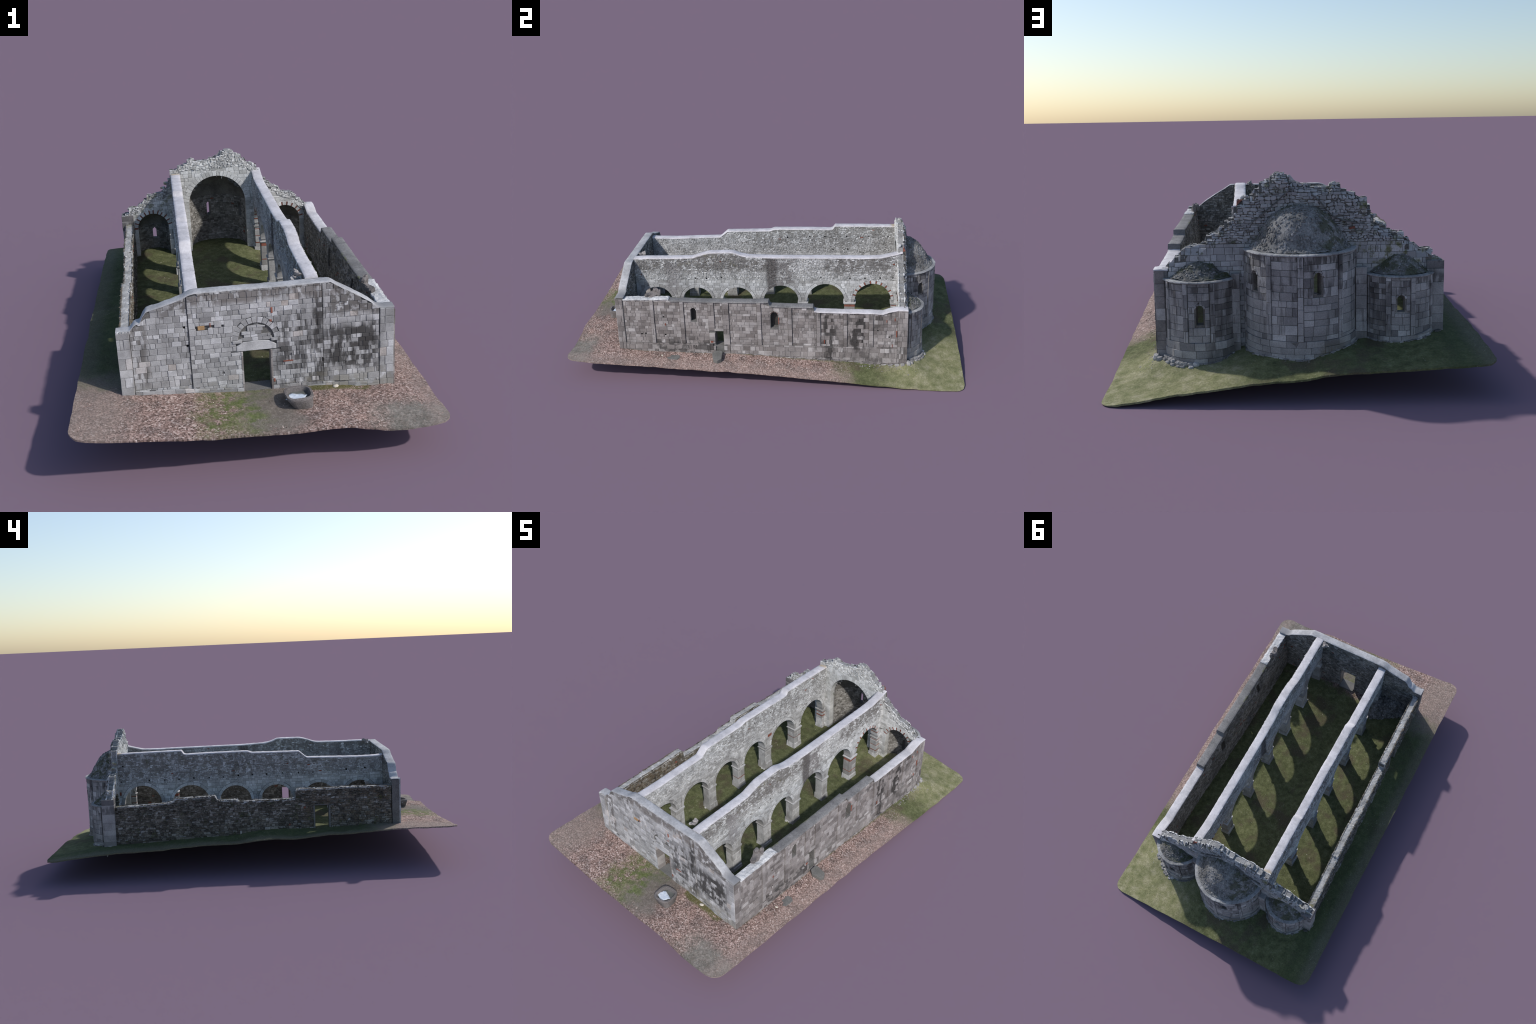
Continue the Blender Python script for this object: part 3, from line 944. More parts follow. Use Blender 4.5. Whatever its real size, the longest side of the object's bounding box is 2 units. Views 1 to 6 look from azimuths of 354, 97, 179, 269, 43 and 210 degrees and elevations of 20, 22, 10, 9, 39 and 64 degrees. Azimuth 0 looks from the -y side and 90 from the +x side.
lay(fs, fF, .421, .4685, zl_f, zt_f, .027, .030, rng, d=(.0050, .0066), **kw)
lay(fs, fF, -.397, -.040, zl_f, plinth, .017, .05, rng, d=(.0068, .0078), **kw)          # plinth course
lay(fs, fF, .056, .419, zl_f, plinth, .017, .05, rng, d=(.0068, .0078), **kw)
# ochre stone, brick slips
v, f = stone([(-.179, .3895), (-.1565, .3895), (-.1565, .4030), (-.179, .4030)], fF, .0062, .001, rng); fs.add(v, f, 2)
for a, b, c, d_ in ((.060, .066, .428, .448), (-.1395, -.1365, .398, .412), (.094, .128, .249, .253), (.060, .066, .178, .190), (.055, .062, .398, .406)):
    v, f = stone([(a, c), (b, c), (b, d_), (a, d_)], fF, .0072, .0006, rng); fs.add(v, f, 1)
# tympanum filling and relieving arch over the lintel
tym = Opening(.0085, .0565, .330, .342, .395, 0)
def in_tym(cx, cz): return not tym.contains(cx, cz, -.001)
lay(fs, fF, -.052, .069, lambda s: .3345, lambda s: .340 + math.sqrt(max(.0565 ** 2 - (s - .0085) ** 2, 0)) * .95 + .001, .0125, .024, rng, d=(.0028, .0042), skip=in_tym)
facing_f = fs
voussoirs(facade, fF, fF, Opening(.0085, .059, .34, .340, .3985), .0195, 13, rng, dF=.0053, dB=-.004, mat="facade_stone")
g = Geo("facade_stone")
v, f = prism([(-.058, .3005), (.074, .3005), (.074, .316), (.052, .330), (.008, .3345), (-.036, .331), (-.058, .318)], fF, .0058, fB, .001, .0014); g.add(v, f)
g.make("lintel", facade)
for a in (-.070, .057):
    g = Geo("facade_stone")
    v, f = prism([(a, .331), (a + .031, .331), (a + .031, .3395), (a, .3395)], fF, .0090, fF, -.004, .001); g.add(v, f)
    g.make("corbel", facade)
# door jambs and step
g = Geo("side_stone")
for x0, x1 in ((-.0435, -.0375), (.0535, .0595)):
    z = foot_f(0) - .004
    while z < .297:
        e = min(z + rng.uniform(.022, .06), .298)
        if .298 - e < .015: e = .298
        v, f = prism([(x0, z + .0005), (x1, z + .0005), (x1, e - .0005), (x0, e - .0005)], fF, .0072, fB, .001, .0008); g.add(v, f)
        z = e
g.make("door_jamb", facade)
g = Geo("slab_stone")
v, f = prism([(-.0365, .140), (.052, .140), (.052, .154), (-.0365, .154)], fF, .004, fB, .016, .0015); g.add(v, f)
g.make("doorstep", facade)
# inner face: rubble
fi = Geo("inner_stone", "brick")
lay(fi, fB, -.415, .430, lambda s: foot_fi(s) - .004, zt_f, .0085, .014, rng, gap=.001, bev=.001, d=(.0005, .0034), wild=.8, opens=[Opening(.008, .046, .1, .298, .298, .004)], brick=.003)
fi.make("rubble_facing", facade, kind="stuff")
g = Geo("facade_coping")
coping(g, lambda s, a: (s, (YF + YFI) / 2 + .0 + a), -.4405, .4705, facade_top, .0198, rough=.0010, seed=2, sink=.0028)
g.make("coping", facade, smooth_angle=.9)
# sunken top of the corner pier: a rim of stones
g = Geo("facade_stone")
for i in range(9):
    v, f = lump_block((-.437 + i * .005, YF - .004 + (i % 2) * .003, .403), .004, .003, .004, rng, yaw=0, tip=.1); g.add(v, f)
g.make("pier_cap", facade, kind="stuff")

# ------------------------------------------------------------------ dressed aisle wall (door, windows, pilasters)
rng = random.Random(22)
TE = .038
def eF(s, z, d): return (xw_e(s) + d, s, z)
def eB(s, z, d): return (xw_e(s) - TE - (.0075 + .0045 * smooth((.1 - s) / .4) - .004 * smooth((s - .1) / .3)) * smooth((.39 - z) / .10) - d, s, z)
ew_top = profile([(-.742, .405), (-.70, .400), (-.583, .402), (-.475, .405), (-.462, .397), (-.279, .393), (-.02, .394), (.038, .396), (.0405, .374), (.146, .371), (.256, .371), (.2615, .350), (.285, .346), (.385, .344), (.54, .343), (.599, .340), (.627, .351), (.675, .362), (.72, .360)])
foot_e = line_z(sheet_out, lambda s: (.464, s), -.76, .74)
foot_ei = line_z(sheet_in, lambda s: (.43, s), -.76, .74)
lo_e = lambda s: min(foot_e(s), foot_ei(s)) - .010
win1, win2 = Opening(-.346, .0135, .284, .344, .3575, .002), Opening(.062, .0185, .254, .322, .3405, .003)
door_e = Opening(-.219, .0205, .148, .2315, .2315, .002)
holes_e = [(.632, .210), (.575, .245), (-.62, .207), (-.60, .210), (-.50, .305), (-.497, .205)]
g = Geo("mortar")
core(g, eF, eB, -.742, .720, lo_e, lambda s: ew_top(s) - .005, opens=[win1, win2, door_e], pockF=holes_e, fine=(.0395, .0405, .2605, .2620), nzc=56)
wall_e = g.make("aisle_wall", church)
es = Geo("side_stone", "brick", "side_mortar")
PIL = [(-.742, -.706), (-.567, -.548), (-.414, -.394), (-.271, -.240), (-.198, -.166), (-.025, -.004), (.130, .150), (.272, .292), (.405, .424), (.531, .553), (.672, .7205)]
zt_e = lambda s: ew_top(s) - .003
pl_e = lambda s: max(.160 - .004 * (s + .7), foot_e(s) + .02)
kw = dict(opens=[win1, win2, door_e], holes=holes_e, named=wall_e)
prev = None
for k, (a, b) in enumerate(PIL):
    big = k in (0, len(PIL) - 1)
    lay(es, eF, a, b, (lambda s: foot_e(s) - .004) if (big or k in (3, 4)) else pl_e, zt_e, .030, .03 if not big else .028, rng, d=(.0058, .0070), **kw)
    if prev is not None:
        kk = dict(kw)
        lay(es, eF, prev + .0012, a - .0006, pl_e, zt_e, .0165 if a < .1 else .0185, .027, rng, d=(.0004, .0022), **kk)
    prev = b
for a, b in ((-.7055, -.2715), (-.1655, .6715)):
    bed(es, eF, a, b, lambda s: foot_e(s) - .004, lambda s: pl_e(s) - .0006, .0042, [win1, win2, door_e], 2)
    lay(es, eF, a, b, lambda s: foot_e(s) - .004, lambda s: pl_e(s) - .0006, .022, .032, rng, d=(.0052, .0064), **kw)
# foundation ledge of rough stones along the sinking ground
lay(es, eF, -.40, .68, lambda s: foot_e(s) - .006, lambda s: foot_e(s) + .006 + .009 * smooth((s + .1) / .5), .008, .022, rng, d=(.0070, .0115), wild=.6)
facing_e = es
ei = Geo("inner_stone", "brick")
lay(ei, eB, -.695, .672, lambda s: foot_ei(s) - .004, zt_e, .0085, .015, rng, gap=.001, bev=.001, d=(.0003, .0030), wild=.7, opens=[win1, win2, door_e], brick=.008)
ei.make("rubble_facing", wall_e, kind="stuff")
ctr_e = lambda s, a: (xw_e(s) - TE / 2 + .0022 + a, s)
for mt, a, b, sd, ro in (("grey_coping", -.4655, .0400, 5, .0010), ("grey_coping", .0400, .2610, 6, .0010), ("coping_mortar", .2612, .7205, 7, .0012)):
    g = Geo(mt)
    coping(g, ctr_e, a, b, ew_top, TE / 2 + .0038, rough=ro, seed=sd)
    g.make("coping", wall_e, smooth_angle=.9)
# crumbled head of the wall by the corner, with a broken stone lying on it
g = Geo("pale_rubble")
coping(g, ctr_e, -.703, -.468, ew_top, TE / 2 + .002, rough=.0035, seed=9)
ragged_top(g, ctr_e, -.70, -.472, lambda s: ew_top(s) - .002, TE / 2, rng, .009, .8, yaw=1.57)
g.make("crumbled_top", wall_e, kind="stuff")
g = Geo("trough_stone")
for c, sx, sy, sz in (((.420, -.553, .412), .018, .028, .010), ((.414, -.542, .427), .010, .013, .014), ((.426, -.524, .424), .009, .010, .016), ((.430, -.578, .410), .014, .02, .008)):
    v, f = lump_block(c, sx, sy, sz, rng, yaw=.4, tip=.35, jag=.25); g.add(v, f)
g.make("broken_stone", wall_e)
# window heads and dressings
for o, n_ in ((win1, 5), (win2, 7)):
    voussoirs(wall_e, eF, eF, Opening(o.c, o.r, o.z0, o.zs, o.zc), .0045, n_, rng, dF=.0032, dB=-.006, brick=(o is win2), mat="side_stone")
g = Geo("window_gloom")  # backing set into both windows, its dark colour standing in for shade
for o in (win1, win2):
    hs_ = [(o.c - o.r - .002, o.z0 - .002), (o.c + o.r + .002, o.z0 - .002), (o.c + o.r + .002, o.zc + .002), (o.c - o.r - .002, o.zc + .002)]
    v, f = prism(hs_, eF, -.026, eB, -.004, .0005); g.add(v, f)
g.make("dark_window_backing", wall_e)
g = Geo("side_stone")
v, f = prism([(-.242, .2325), (-.196, .2325), (-.196, .244), (-.242, .244)], eF, .0072, eB, .001); g.add(v, f)
g.make("lintel", wall_e)
g = Geo("slab_stone")
v, f = prism([(-.2395, .104), (-.1985, .104), (-.1985, .1330), (-.2395, .1330)], eF, .002, eB, .002); g.add(v, f)
v, f = prism([(-.2390, .1335), (-.1990, .1335), (-.1990, .1475), (-.2390, .1475)], eF, -.010, eB, .002); g.add(v, f)
g.make("door_sill", wall_e)
g = Geo("brick")
for a, b, c, d_ in ((-.2655, -.252, .166, .176), (.664, .669, .212, .246), (.655, .660, .3, .315), (.616, .619, .292, .305), (.645, .648, .155, .172), (.308, .313, .17, .19), (.082, .086, .275, .31), (-.497, -.491, .258, .270)):
    v, f = stone([(a, c), (b, c), (b, d_), (a, d_)], eF, .0072 if a < -.25 and a > -.27 else .0034, .0006, rng); g.add(v, f)
g.make("brick_slip", wall_e, kind="stuff")

# ------------------------------------------------------------------ rough aisle wall
rng = random.Random(33)
TW = .034
def wF(s, z, d): return (xw_w(s) - d - .004 * smooth((.30 - z) / .1), s, z)
def wB(s, z, d): return (xw_w(s) + TW + d, s, z)
ww_top = profile([(-.70, .374), (-.606, .377), (-.482, .379), (-.359, .377), (-.244, .381), (-.2225, .374), (-.221, .334), (-.111, .332), (.003, .334), (.049, .328), (.072, .343), (.154, .343), (.162, .340), (.172, .365), (.177, .367), (.266, .364), (.368, .363), (.376, .352), (.409, .343), (.511, .339), (.66, .337), (.672, .325)])
foot_w = line_z(sheet_out, lambda s: (xw_w(s) - .004, s), -.75, .74)
foot_wi = line_z(sheet_in, lambda s: (xw_w(s) + .04, s), -.75, .74)
lo_w = lambda s: min(foot_w(s), foot_wi(s)) - .010
door_w = Opening(-.351, .034, .12, .291, .291, .003)
g = Geo("old_mortar")
core(g, wF, wB, -.70, .70, lo_w, lambda s: ww_top(s) - .006, opens=[door_w], nzc=50, lump=.003, fine=(-.2222, -.2208, .161, .172))
wall_w = g.make("aisle_wall", church)
wsn = Geo("field_stone", "brick")
lay(wsn, wF, -.70, .672, lambda s: foot_w(s) - .004, lambda s: ww_top(s), .0092, .0155, rng, gap=.0012, bev=.0014, d=(-.0004, .0038), wild=1.0, opens=[door_w], brick=.004)
# a low course of dressed blocks surviving at the foot
lay(wsn, wF, -.20, .60, lambda s: foot_w(s) - .004, lambda s: foot_w(s) + .016, .018, .040, rng, d=(.004, .007), skip=lambda cx, cz: nz(cx * 17) < 0)
lay(wsn, wB, -.69, .672, lambda s: foot_wi(s) - .004, lambda s: ww_top(s), .009, .0145, rng, gap=.0011, bev=.001, d=(.0003, .0034), wild=.85, opens=[door_w], brick=.004)
wsn.make("rubble_facing", wall_w, kind="stuff")
ctr_w = lambda s, a: (xw_w(s) + TW / 2 + a, s)
g = Geo("pale_rubble")
coping(g, ctr_w, -.70, .675, lambda s: ww_top(s) - .005, TW / 2 + .001, rough=.003, seed=21)
ragged_top(g, ctr_w, -.69, .66, lambda s: ww_top(s) - .0050, TW / 2 + .002, rng, .0090, .9, yaw=1.57)
g.make("crumbled_top", wall_w, kind="stuff")
g = Geo("slab_stone")
v, f = prism([(-.392, .2915), (-.310, .2915), (-.310, .2975), (-.392, .2975)], wF, .003, wB, .002); g.add(v, f)
for a, b in ((-.3935, -.3855), (-.3165, -.3085)):
    z = .165
    while z < .289:
        e = min(z + rng.uniform(.03, .055), .291)
        if .291 - e < .012: e = .291
        v, f = prism([(a, z), (b, z), (b, e - .001), (a, e - .001)], wF, .0045, wB, .002); g.add(v, f)
        z = e
g.make("door_frame", wall_w)

# ------------------------------------------------------------------ nave arcades
TA = .039
def xe(y): return .1915 - .0170 * y
def xwst(y): return -.2005 - .0166 * y
E_TOP = [(-.70, .522), (-.643, .526), (-.507, .526), (-.385, .529), (-.343, .545), (-.300, .557), (-.171, .559), (-.139, .545), (-.10, .536), (.03, .531), (.35, .531), (.513, .530), (.593, .533), (.625, .541), (.673, .553), (.70, .562)]
W_TOP = [(-.70, .497), (-.67, .493), (-.56, .492), (-.412, .497), (-.304, .500), (-.296, .506), (-.264, .534), (-.118, .536), (-.018, .538), (.004, .547), (.196, .547), (.322, .545), (.337, .549), (.341, .566), (.515, .565), (.70, .563)]
E_ARCH = [(-.589, .083, .364), (-.371, .080, .362), (-.155, .082, .364), (.073, .0925, .375), (.308, .097, .385), (.5525, .0925, .388)]
W_ARCH = [(-.577, .082, .368), (-.362, .0865, .366), (-.1405, .0835, .366), (.075, .0825, .372), (.3045, .0975, .386), (.555, .097, .393)]
E_PIER = [(-.508, -.451), (-.291, -.236), (-.074, -.019), (.165, .211), (.404, .460)]
W_PIER = [(-.503, -.449), (-.276, -.223), (-.058, -.008), (.157, .208), (.402, .459)]
E_PUT = [(.284, .420), (.434, .417), (.511, .418), (.589, .419), (.654, .420), (-.376, .414), (-.317, .414), (-.238, .419)]
W_PUT_E = [(.079, .499), (.203, .502), (.289, .503), (.410, .502), (.533, .504), (.639, .502), (.335, .424), (.417, .427)]
W_PUT_W = [(.650, .497), (.662, .415), (.518, .419), (.438, .419), (.363, .419), (.287, .421), (.208, .418), (.134, .420), (.057, .423), (-.017, .423), (-.090, .422), (-.173, .424), (-.257, .421), (-.332, .421), (-.508, .428), (-.606, .430)]


def build_arcade(cx, tops, blur, arches, piers, put_f, put_b, seed, brick_arch, ends, bricks, fat=.002, fore=0.0):
    rng = random.Random(seed)
    def F(s, z, d): return (cx(s) + TA / 2 + fore * smooth((.2 - s) / .3) + d, s, z)
    def B(s, z, d): return (cx(s) - TA / 2 - fat * (.3 + smooth((.52 - z) / .15)) * smooth((s + .1) / .4) * (1 - .8 * smooth((s - .35) / .2)) - d, s, z)
    top = profile(tops, blur)
    zsp = .281
    low = lambda s: zsp - .001
    ops = [Opening(c, r, 0, zc - r if zc - r > .27 else .2805, zc, .0165) for c, r, zc in arches]
    g = Geo("lime_mortar")
    core(g, F, B, -.700, .690, low, lambda s: top(s) - .005, opens=[Opening(o.c, o.r + .004, 0, o.zs, o.zc + .004) for o in ops], pockF=put_f, pockB=put_b, nzc=48)
    wall = g.make("arcade_wall", church)
    st = Geo("arcade_stone", "brick")
    for mp, put in ((F, put_f), (B, put_b)):
        ash = lambda s: .405 + .012 * nz(s * 8, seed)
        lay(st, mp, -.698, .680, low, ash, .0145, .021, rng, gap=.0009, bev=.0009, d=(.0003, .0015), opens=ops, holes=put, brick=.002)
        lay(st, mp, -.698, .680, ash, lambda s: top(s) - .003, .0072, .0118, rng, gap=.0008, bev=.0009, d=(.0002, .0026), wild=.75, opens=ops, holes=put, brick=.0015)
    st.make("rubble_facing", wall, kind="stuff")
    g = Geo("coping_mortar")
    coping(g, lambda s, a: (cx(s) + a, s), -.700, .700, top, TA / 2 + .0015, rough=.0011, seed=seed)
    g.make("coping", wall, smooth_angle=.9)
    for k, o in enumerate(ops):
        voussoirs(wall, F, B, o, .0150, 9 if not (brick_arch and k == len(ops) - 1) else 13, rng, brick=(brick_arch and k == len(ops) - 1), dF=.0022, dB=.0022)
    # piers: stacked dressed blocks, impost slab, spreading foot
    allp = [(a, b, False) for a, b in piers] + ends
    for k, (a, b, end) in enumerate(allp):
        mid = (a + b) / 2
        base = gz_in(cx(mid), mid) - .006
        g = Geo("arcade_stone", "brick", "mortar")
        z, stop = base, zsp - .0095
        v, f = prism([(a + .002, base), (b - .002, base), (b - .002, stop + .001), (a + .002, stop + .001)], F, -.0015, B, -.0015, .0005); g.add(v, f, 2)
        band = [(q[1], q[2]) for q in bricks if q[0] == k]
        first = True
        while z < stop - .002:
            h = rng.uniform(.024, .048)
            e = min(z + h, stop)
            if stop - e < .012: e = stop
            mt = 0
            for b0, b1 in band:
                if z < b0 - .001 < e: e = b0
                elif abs(z - b0) < .0015: e, mt = min(b1, stop), 1
            fo = .0045 * max(0, 1 - (z - base) / .02) if first else 0
            first = False
            parts = [(a, b)] if (b - a < .03 or rng.random() < .45 or mt) else [(a, a + (b - a) * rng.uniform(.35, .65)), None]
            if len(parts) == 2: parts[1] = (parts[0][1], b)
            for p0, p1 in parts:
                j = rng.uniform(-.0008, .0008)
                v, f = prism([(p0 + .0004 - (fo if p0 == a else 0), z + .0004), (p1 - .0004 + (fo if p1 == b else 0), z + .0004), (p1 - .0004, e - .0004), (p0 + .0004, e - .0004)], F, .0016 + j + fo, B, .0016 - j + fo, .0011)
                g.add(v, f, mt)
            z = e
        pr = g.make("pillar", wall)
        g = Geo("arcade_stone")
        ex = .0045
        v, f = prism([(a - ex * .3, zsp - .0092), (b + ex * .3, zsp - .0092), (b + ex, zsp - .0035), (b + ex, zsp - .0002), (a - ex, zsp - .0002), (a - ex, zsp - .0035)], F, .0062, B, .0062, .0012); g.add(v, f)
        g.make("capital", pr)
        if not end and k % 2 == (seed % 2):
            g = Geo("pale_rubble")
            for _ in range(5):
                yy = a - rng.uniform(.0, .008)
                xx = cx(yy) + rng.uniform(-.025, .02)
                v, f = lump_block((xx, yy, base + .008), rng.uniform(.003, .007), rng.uniform(.003, .006), rng.uniform(.002, .005), rng); g.add(v, f)
            g.make("fallen_stone", wall, kind="stuff")
    return wall


arc_e = build_arcade(xe, E_TOP, .018, E_ARCH, E_PIER, E_PUT, [(s + .03, z) for s, z in E_PUT], 44, True, [(.6455, .690, True), (-.700, -.673, True)], [(4, .256, .2715), (4, .188, .192), (5, .262, .266), (5, .19, .195), (5, .226, .229)], fore=.0035)
arc_w = build_arcade(xwst, W_TOP, .006, W_ARCH, W_PIER, W_PUT_E, W_PUT_W, 55, False, [(.6525, .690, True), (-.700, -.660, True)], [(2, .211, .2145), (4, .222, .2255), (5, .238, .246), (5, .262, .267)], fat=.008)
# broken bracket left on the gate end of one arcade
rng = random.Random(7)
g = Geo("side_stone")
for c, sx, sy, sz in (((.163, -.672, .524), .014, .010, .006), ((.152, -.675, .518), .010, .007, .004), ((.160, -.660, .529), .009, .009, .007), ((.143, -.678, .515), .006, .005, .003)):
    v, f = lump_block(c, sx, sy, sz, rng, jag=.35, tip=.4); g.add(v, f)
g.make("broken_stone", arc_e)

# ------------------------------------------------------------------ gable wall at the apses
rng = random.Random(66)
def nF(s, z, d): return (s, .676 - d, z)          # towards the nave
def nB(s, z, d): return (s, .7175 - .013 * smooth((z - gable_top(s) + .030) / .028) + d, z)
G_TOP = [(-.486, .368), (-.474, .379), (-.447, .392), (-.4425, .409), (-.415, .402), (-.379, .429), (-.374, .441), (-.354, .462), (-.29, .478), (-.268, .496), (-.258, .516), (-.246, .535), (-.2395, .543), (-.236, .575), (-.201, .584), (-.184, .604), (-.158, .607), (-.146, .627), (-.129, .631), (-.103, .622),
         (-.056, .619), (-.033, .628), (-.017, .634), (.007, .642), (.021, .651), (.030, .667), (.046, .671), (.070, .664), (.082, .648), (.094, .639), (.1245, .621), (.1255, .605), (.147, .597), (.160, .587), (.1885, .581), (.1895, .567), (.2025, .565), (.2035, .526), (.229, .504), (.242, .486), (.263, .474),
         (.285, .463), (.2865, .448), (.326, .438), (.358, .422), (.378, .404), (.410, .375), (.430, .355), (.4565, .352)]
_cells, _x, _r = [], -.487, random.Random(5)
while _x < .458:
    _w = _r.uniform(.009, .024)
    _z = interp(G_TOP, _x + _w * .5)
    _cells.append((_x, math.floor(_z / .0095 + .25) * .0095 + _r.uniform(-.0015, .0015) + (.0015 if .06 < _x < .42 else .004)))
    _x += _w
def gable_top(s):
    z = _cells[0][1]
    for x, zz in _cells:
        if x > s:
            break
        z = zz
    return z
foot_n = lambda s: .06 if s > .2 else .09
GO = [Opening(*(a["a"][0], a["a"][1], 0, a["a"][2], a["a"][3]), .0165) for a in APSES]
g = Geo("lime_mortar", "old_mortar")
core(g, nF, nB, -.484, .4555, lambda s: .066 + .076 * smooth((.45 - s) / .9), lambda s: gable_top(s) - .004, opens=[Opening(o.c, o.r + .003, 0, o.zs, o.zc + .003) for o in GO], nzc=80, lump=.0012, back_mat=1,
     ds=.006, fine=[x + e for x, _ in _cells for e in (-.0004, .0004)])
gable = g.make("gable_wall", church)
gs = Geo("gable_stone", "brick")
ash = lambda s: min(.575, gable_top(s) - .03) + .01 * nz(s * 9)
bm = lambda r_, x, z: 0
lay(gs, nF, -.450, .430, lambda s: .135, ash, .0165, .024, rng, d=(.0004, .0018), opens=GO, mats=bm)
lay(gs, nF, -.484, .4555, ash, lambda s: gable_top(s), .0075, .0135, rng, gap=.001, d=(-.0004, .0036), wild=.8)
def hid(s, z):
    for a in APSES:
        t = abs(s - a["cx"]) / (a["R"] - .012)
        if t < 1 and z < a["corn"] - .01 + (a["top"] - a["corn"]) * (1 - t ** 1.6) - .02:
            return True
    return False
lay(gs, nB, -.484, .4555, lambda s: foot_n(s), lambda s: min(.44, gable_top(s)), .018, .026, rng, d=(.0004, .0022), skip=hid)
lay(gs, nB, -.484, .4555, lambda s: min(.44, gable_top(s) - .002), lambda s: gable_top(s), .0095, .0165, rng, gap=.0012, bev=.0014, d=(-.0004, .0036), wild=.9, skip=hid, brick=.002)
gs.make("rubble_facing", gable, kind="stuff")
for o, n_, br in ((GO[0], 27, False), (GO[1], 13, True), (GO[2], 15, True)):
    voussoirs(gable, nF, nF, o, .026 if o is GO[0] else .0185, n_, rng, dF=.0022, dB=-.034, brick=br, mat="gable_stone")
    # jambs below the spring
    g = Geo("gable_stone", "brick")
    for sgn in (-1, 1):
        z = .135
        a = o.c + sgn * o.r
        b = a + sgn * .017
        while z < o.zs - .001:
            e = min(z + rng.uniform(.018, .034), o.zs)
            if o.zs - e < .01: e = o.zs
            bb = b + sgn * rng.uniform(-.003, .006)
            v, f = prism([(min(a, bb), z + .0004), (max(a, bb), z + .0004), (max(a, bb), e - .0004), (min(a, bb), e - .0004)], nF, .0022, nF, -.034, .0008); g.add(v, f, 0)
            z = e
    g.make("jamb", gable, kind="stuff")
g = Geo("pale_rubble")
mid_n = lambda s, a: (s, .691 + a)
ragged_top(g, mid_n, -.480, .452, lambda s: gable_top(s) - .0050, .013, rng, .0075, .5, yaw=0)
ragged_top(g, mid_n, -.480, .452, lambda s: gable_top(s) - .0070, .012, rng, .0100, .25, yaw=0)
for s, h in ((-.262, .524), (-.440, .406), (-.276, .50), (.16, .59), (-.12, .63)):
    for _ in range(4):
        v, f = lump_block((s + rng.uniform(-.008, .008), .692 + rng.uniform(-.010, .010), h + rng.uniform(-.008, .001)), .007, .007, .004, rng); g.add(v, f)
g.make("crumbled_top", gable, kind="stuff")
# scar of the old roof over the great conch: a thin raking ledge
g = Geo("slab_stone")
for pts in ([(.015, .613), (.062, .569), (.110, .530), (.139, .509)], [(-.055, .600), (-.087, .569), (-.122, .527), (-.151, .513), (-.198, .503)]):
    for (a, za), (b, zb_) in zip(pts, pts[1:]):
        for k in range(3):
            t0, t1 = k / 3, (k + 1) / 3
            s_0, s_1, z_0, z_1 = a + (b - a) * t0, a + (b - a) * t1, za + (zb_ - za) * t0, za + (zb_ - za) * t1
            if s_0 > s_1: s_0, s_1, z_0, z_1 = s_1, s_0, z_1, z_0
            w = rng.uniform(.0025, .0045)
            v, f = stone([(s_0, z_0 - w), (s_1, z_1 - w), (s_1, z_1 + w * .4), (s_0, z_0 + w * .4)], nB, rng.uniform(.006, .009), .0008, rng); g.add(v, f)
g.make("roof_scar", gable, kind="stuff")
# corner piers and the strips between the apses
g = Geo("apse_stone", "side_stone")
def column(g, x0, x1, y0, y1, z0, z1, rng, mat=0, h=(.026, .046)):
    z = z0
    while z < z1 - .002:
        e = min(z + rng.uniform(*h), z1)
        if z1 - e < .012: e = z1
        j = rng.uniform(-.0007, .0007)
        P_ = lambda s, zz, d: (s, y1 + d, zz)
        Q_ = lambda s, zz, d: (s, y0 - d, zz)
        v, f = prism([(x0 + j, z + .0003), (x1 + j, z + .0003), (x1 + j, e - .0003), (x0 + j, e - .0003)], P_, j, Q_, -j, .001)
        g.add(v, f, mat)
        z = e
column(g, -.4865, -.430, .667, .7275, .134, .374, rng)
column(g, .425, .4555, .680, .7215, .058, .357, rng, 1)
column(g, .180, .206, .700, .740, .078, .345, rng)
column(g, -.232, -.196, .700, .745, .105, .36, rng)
g.make("corner_pier", gable)

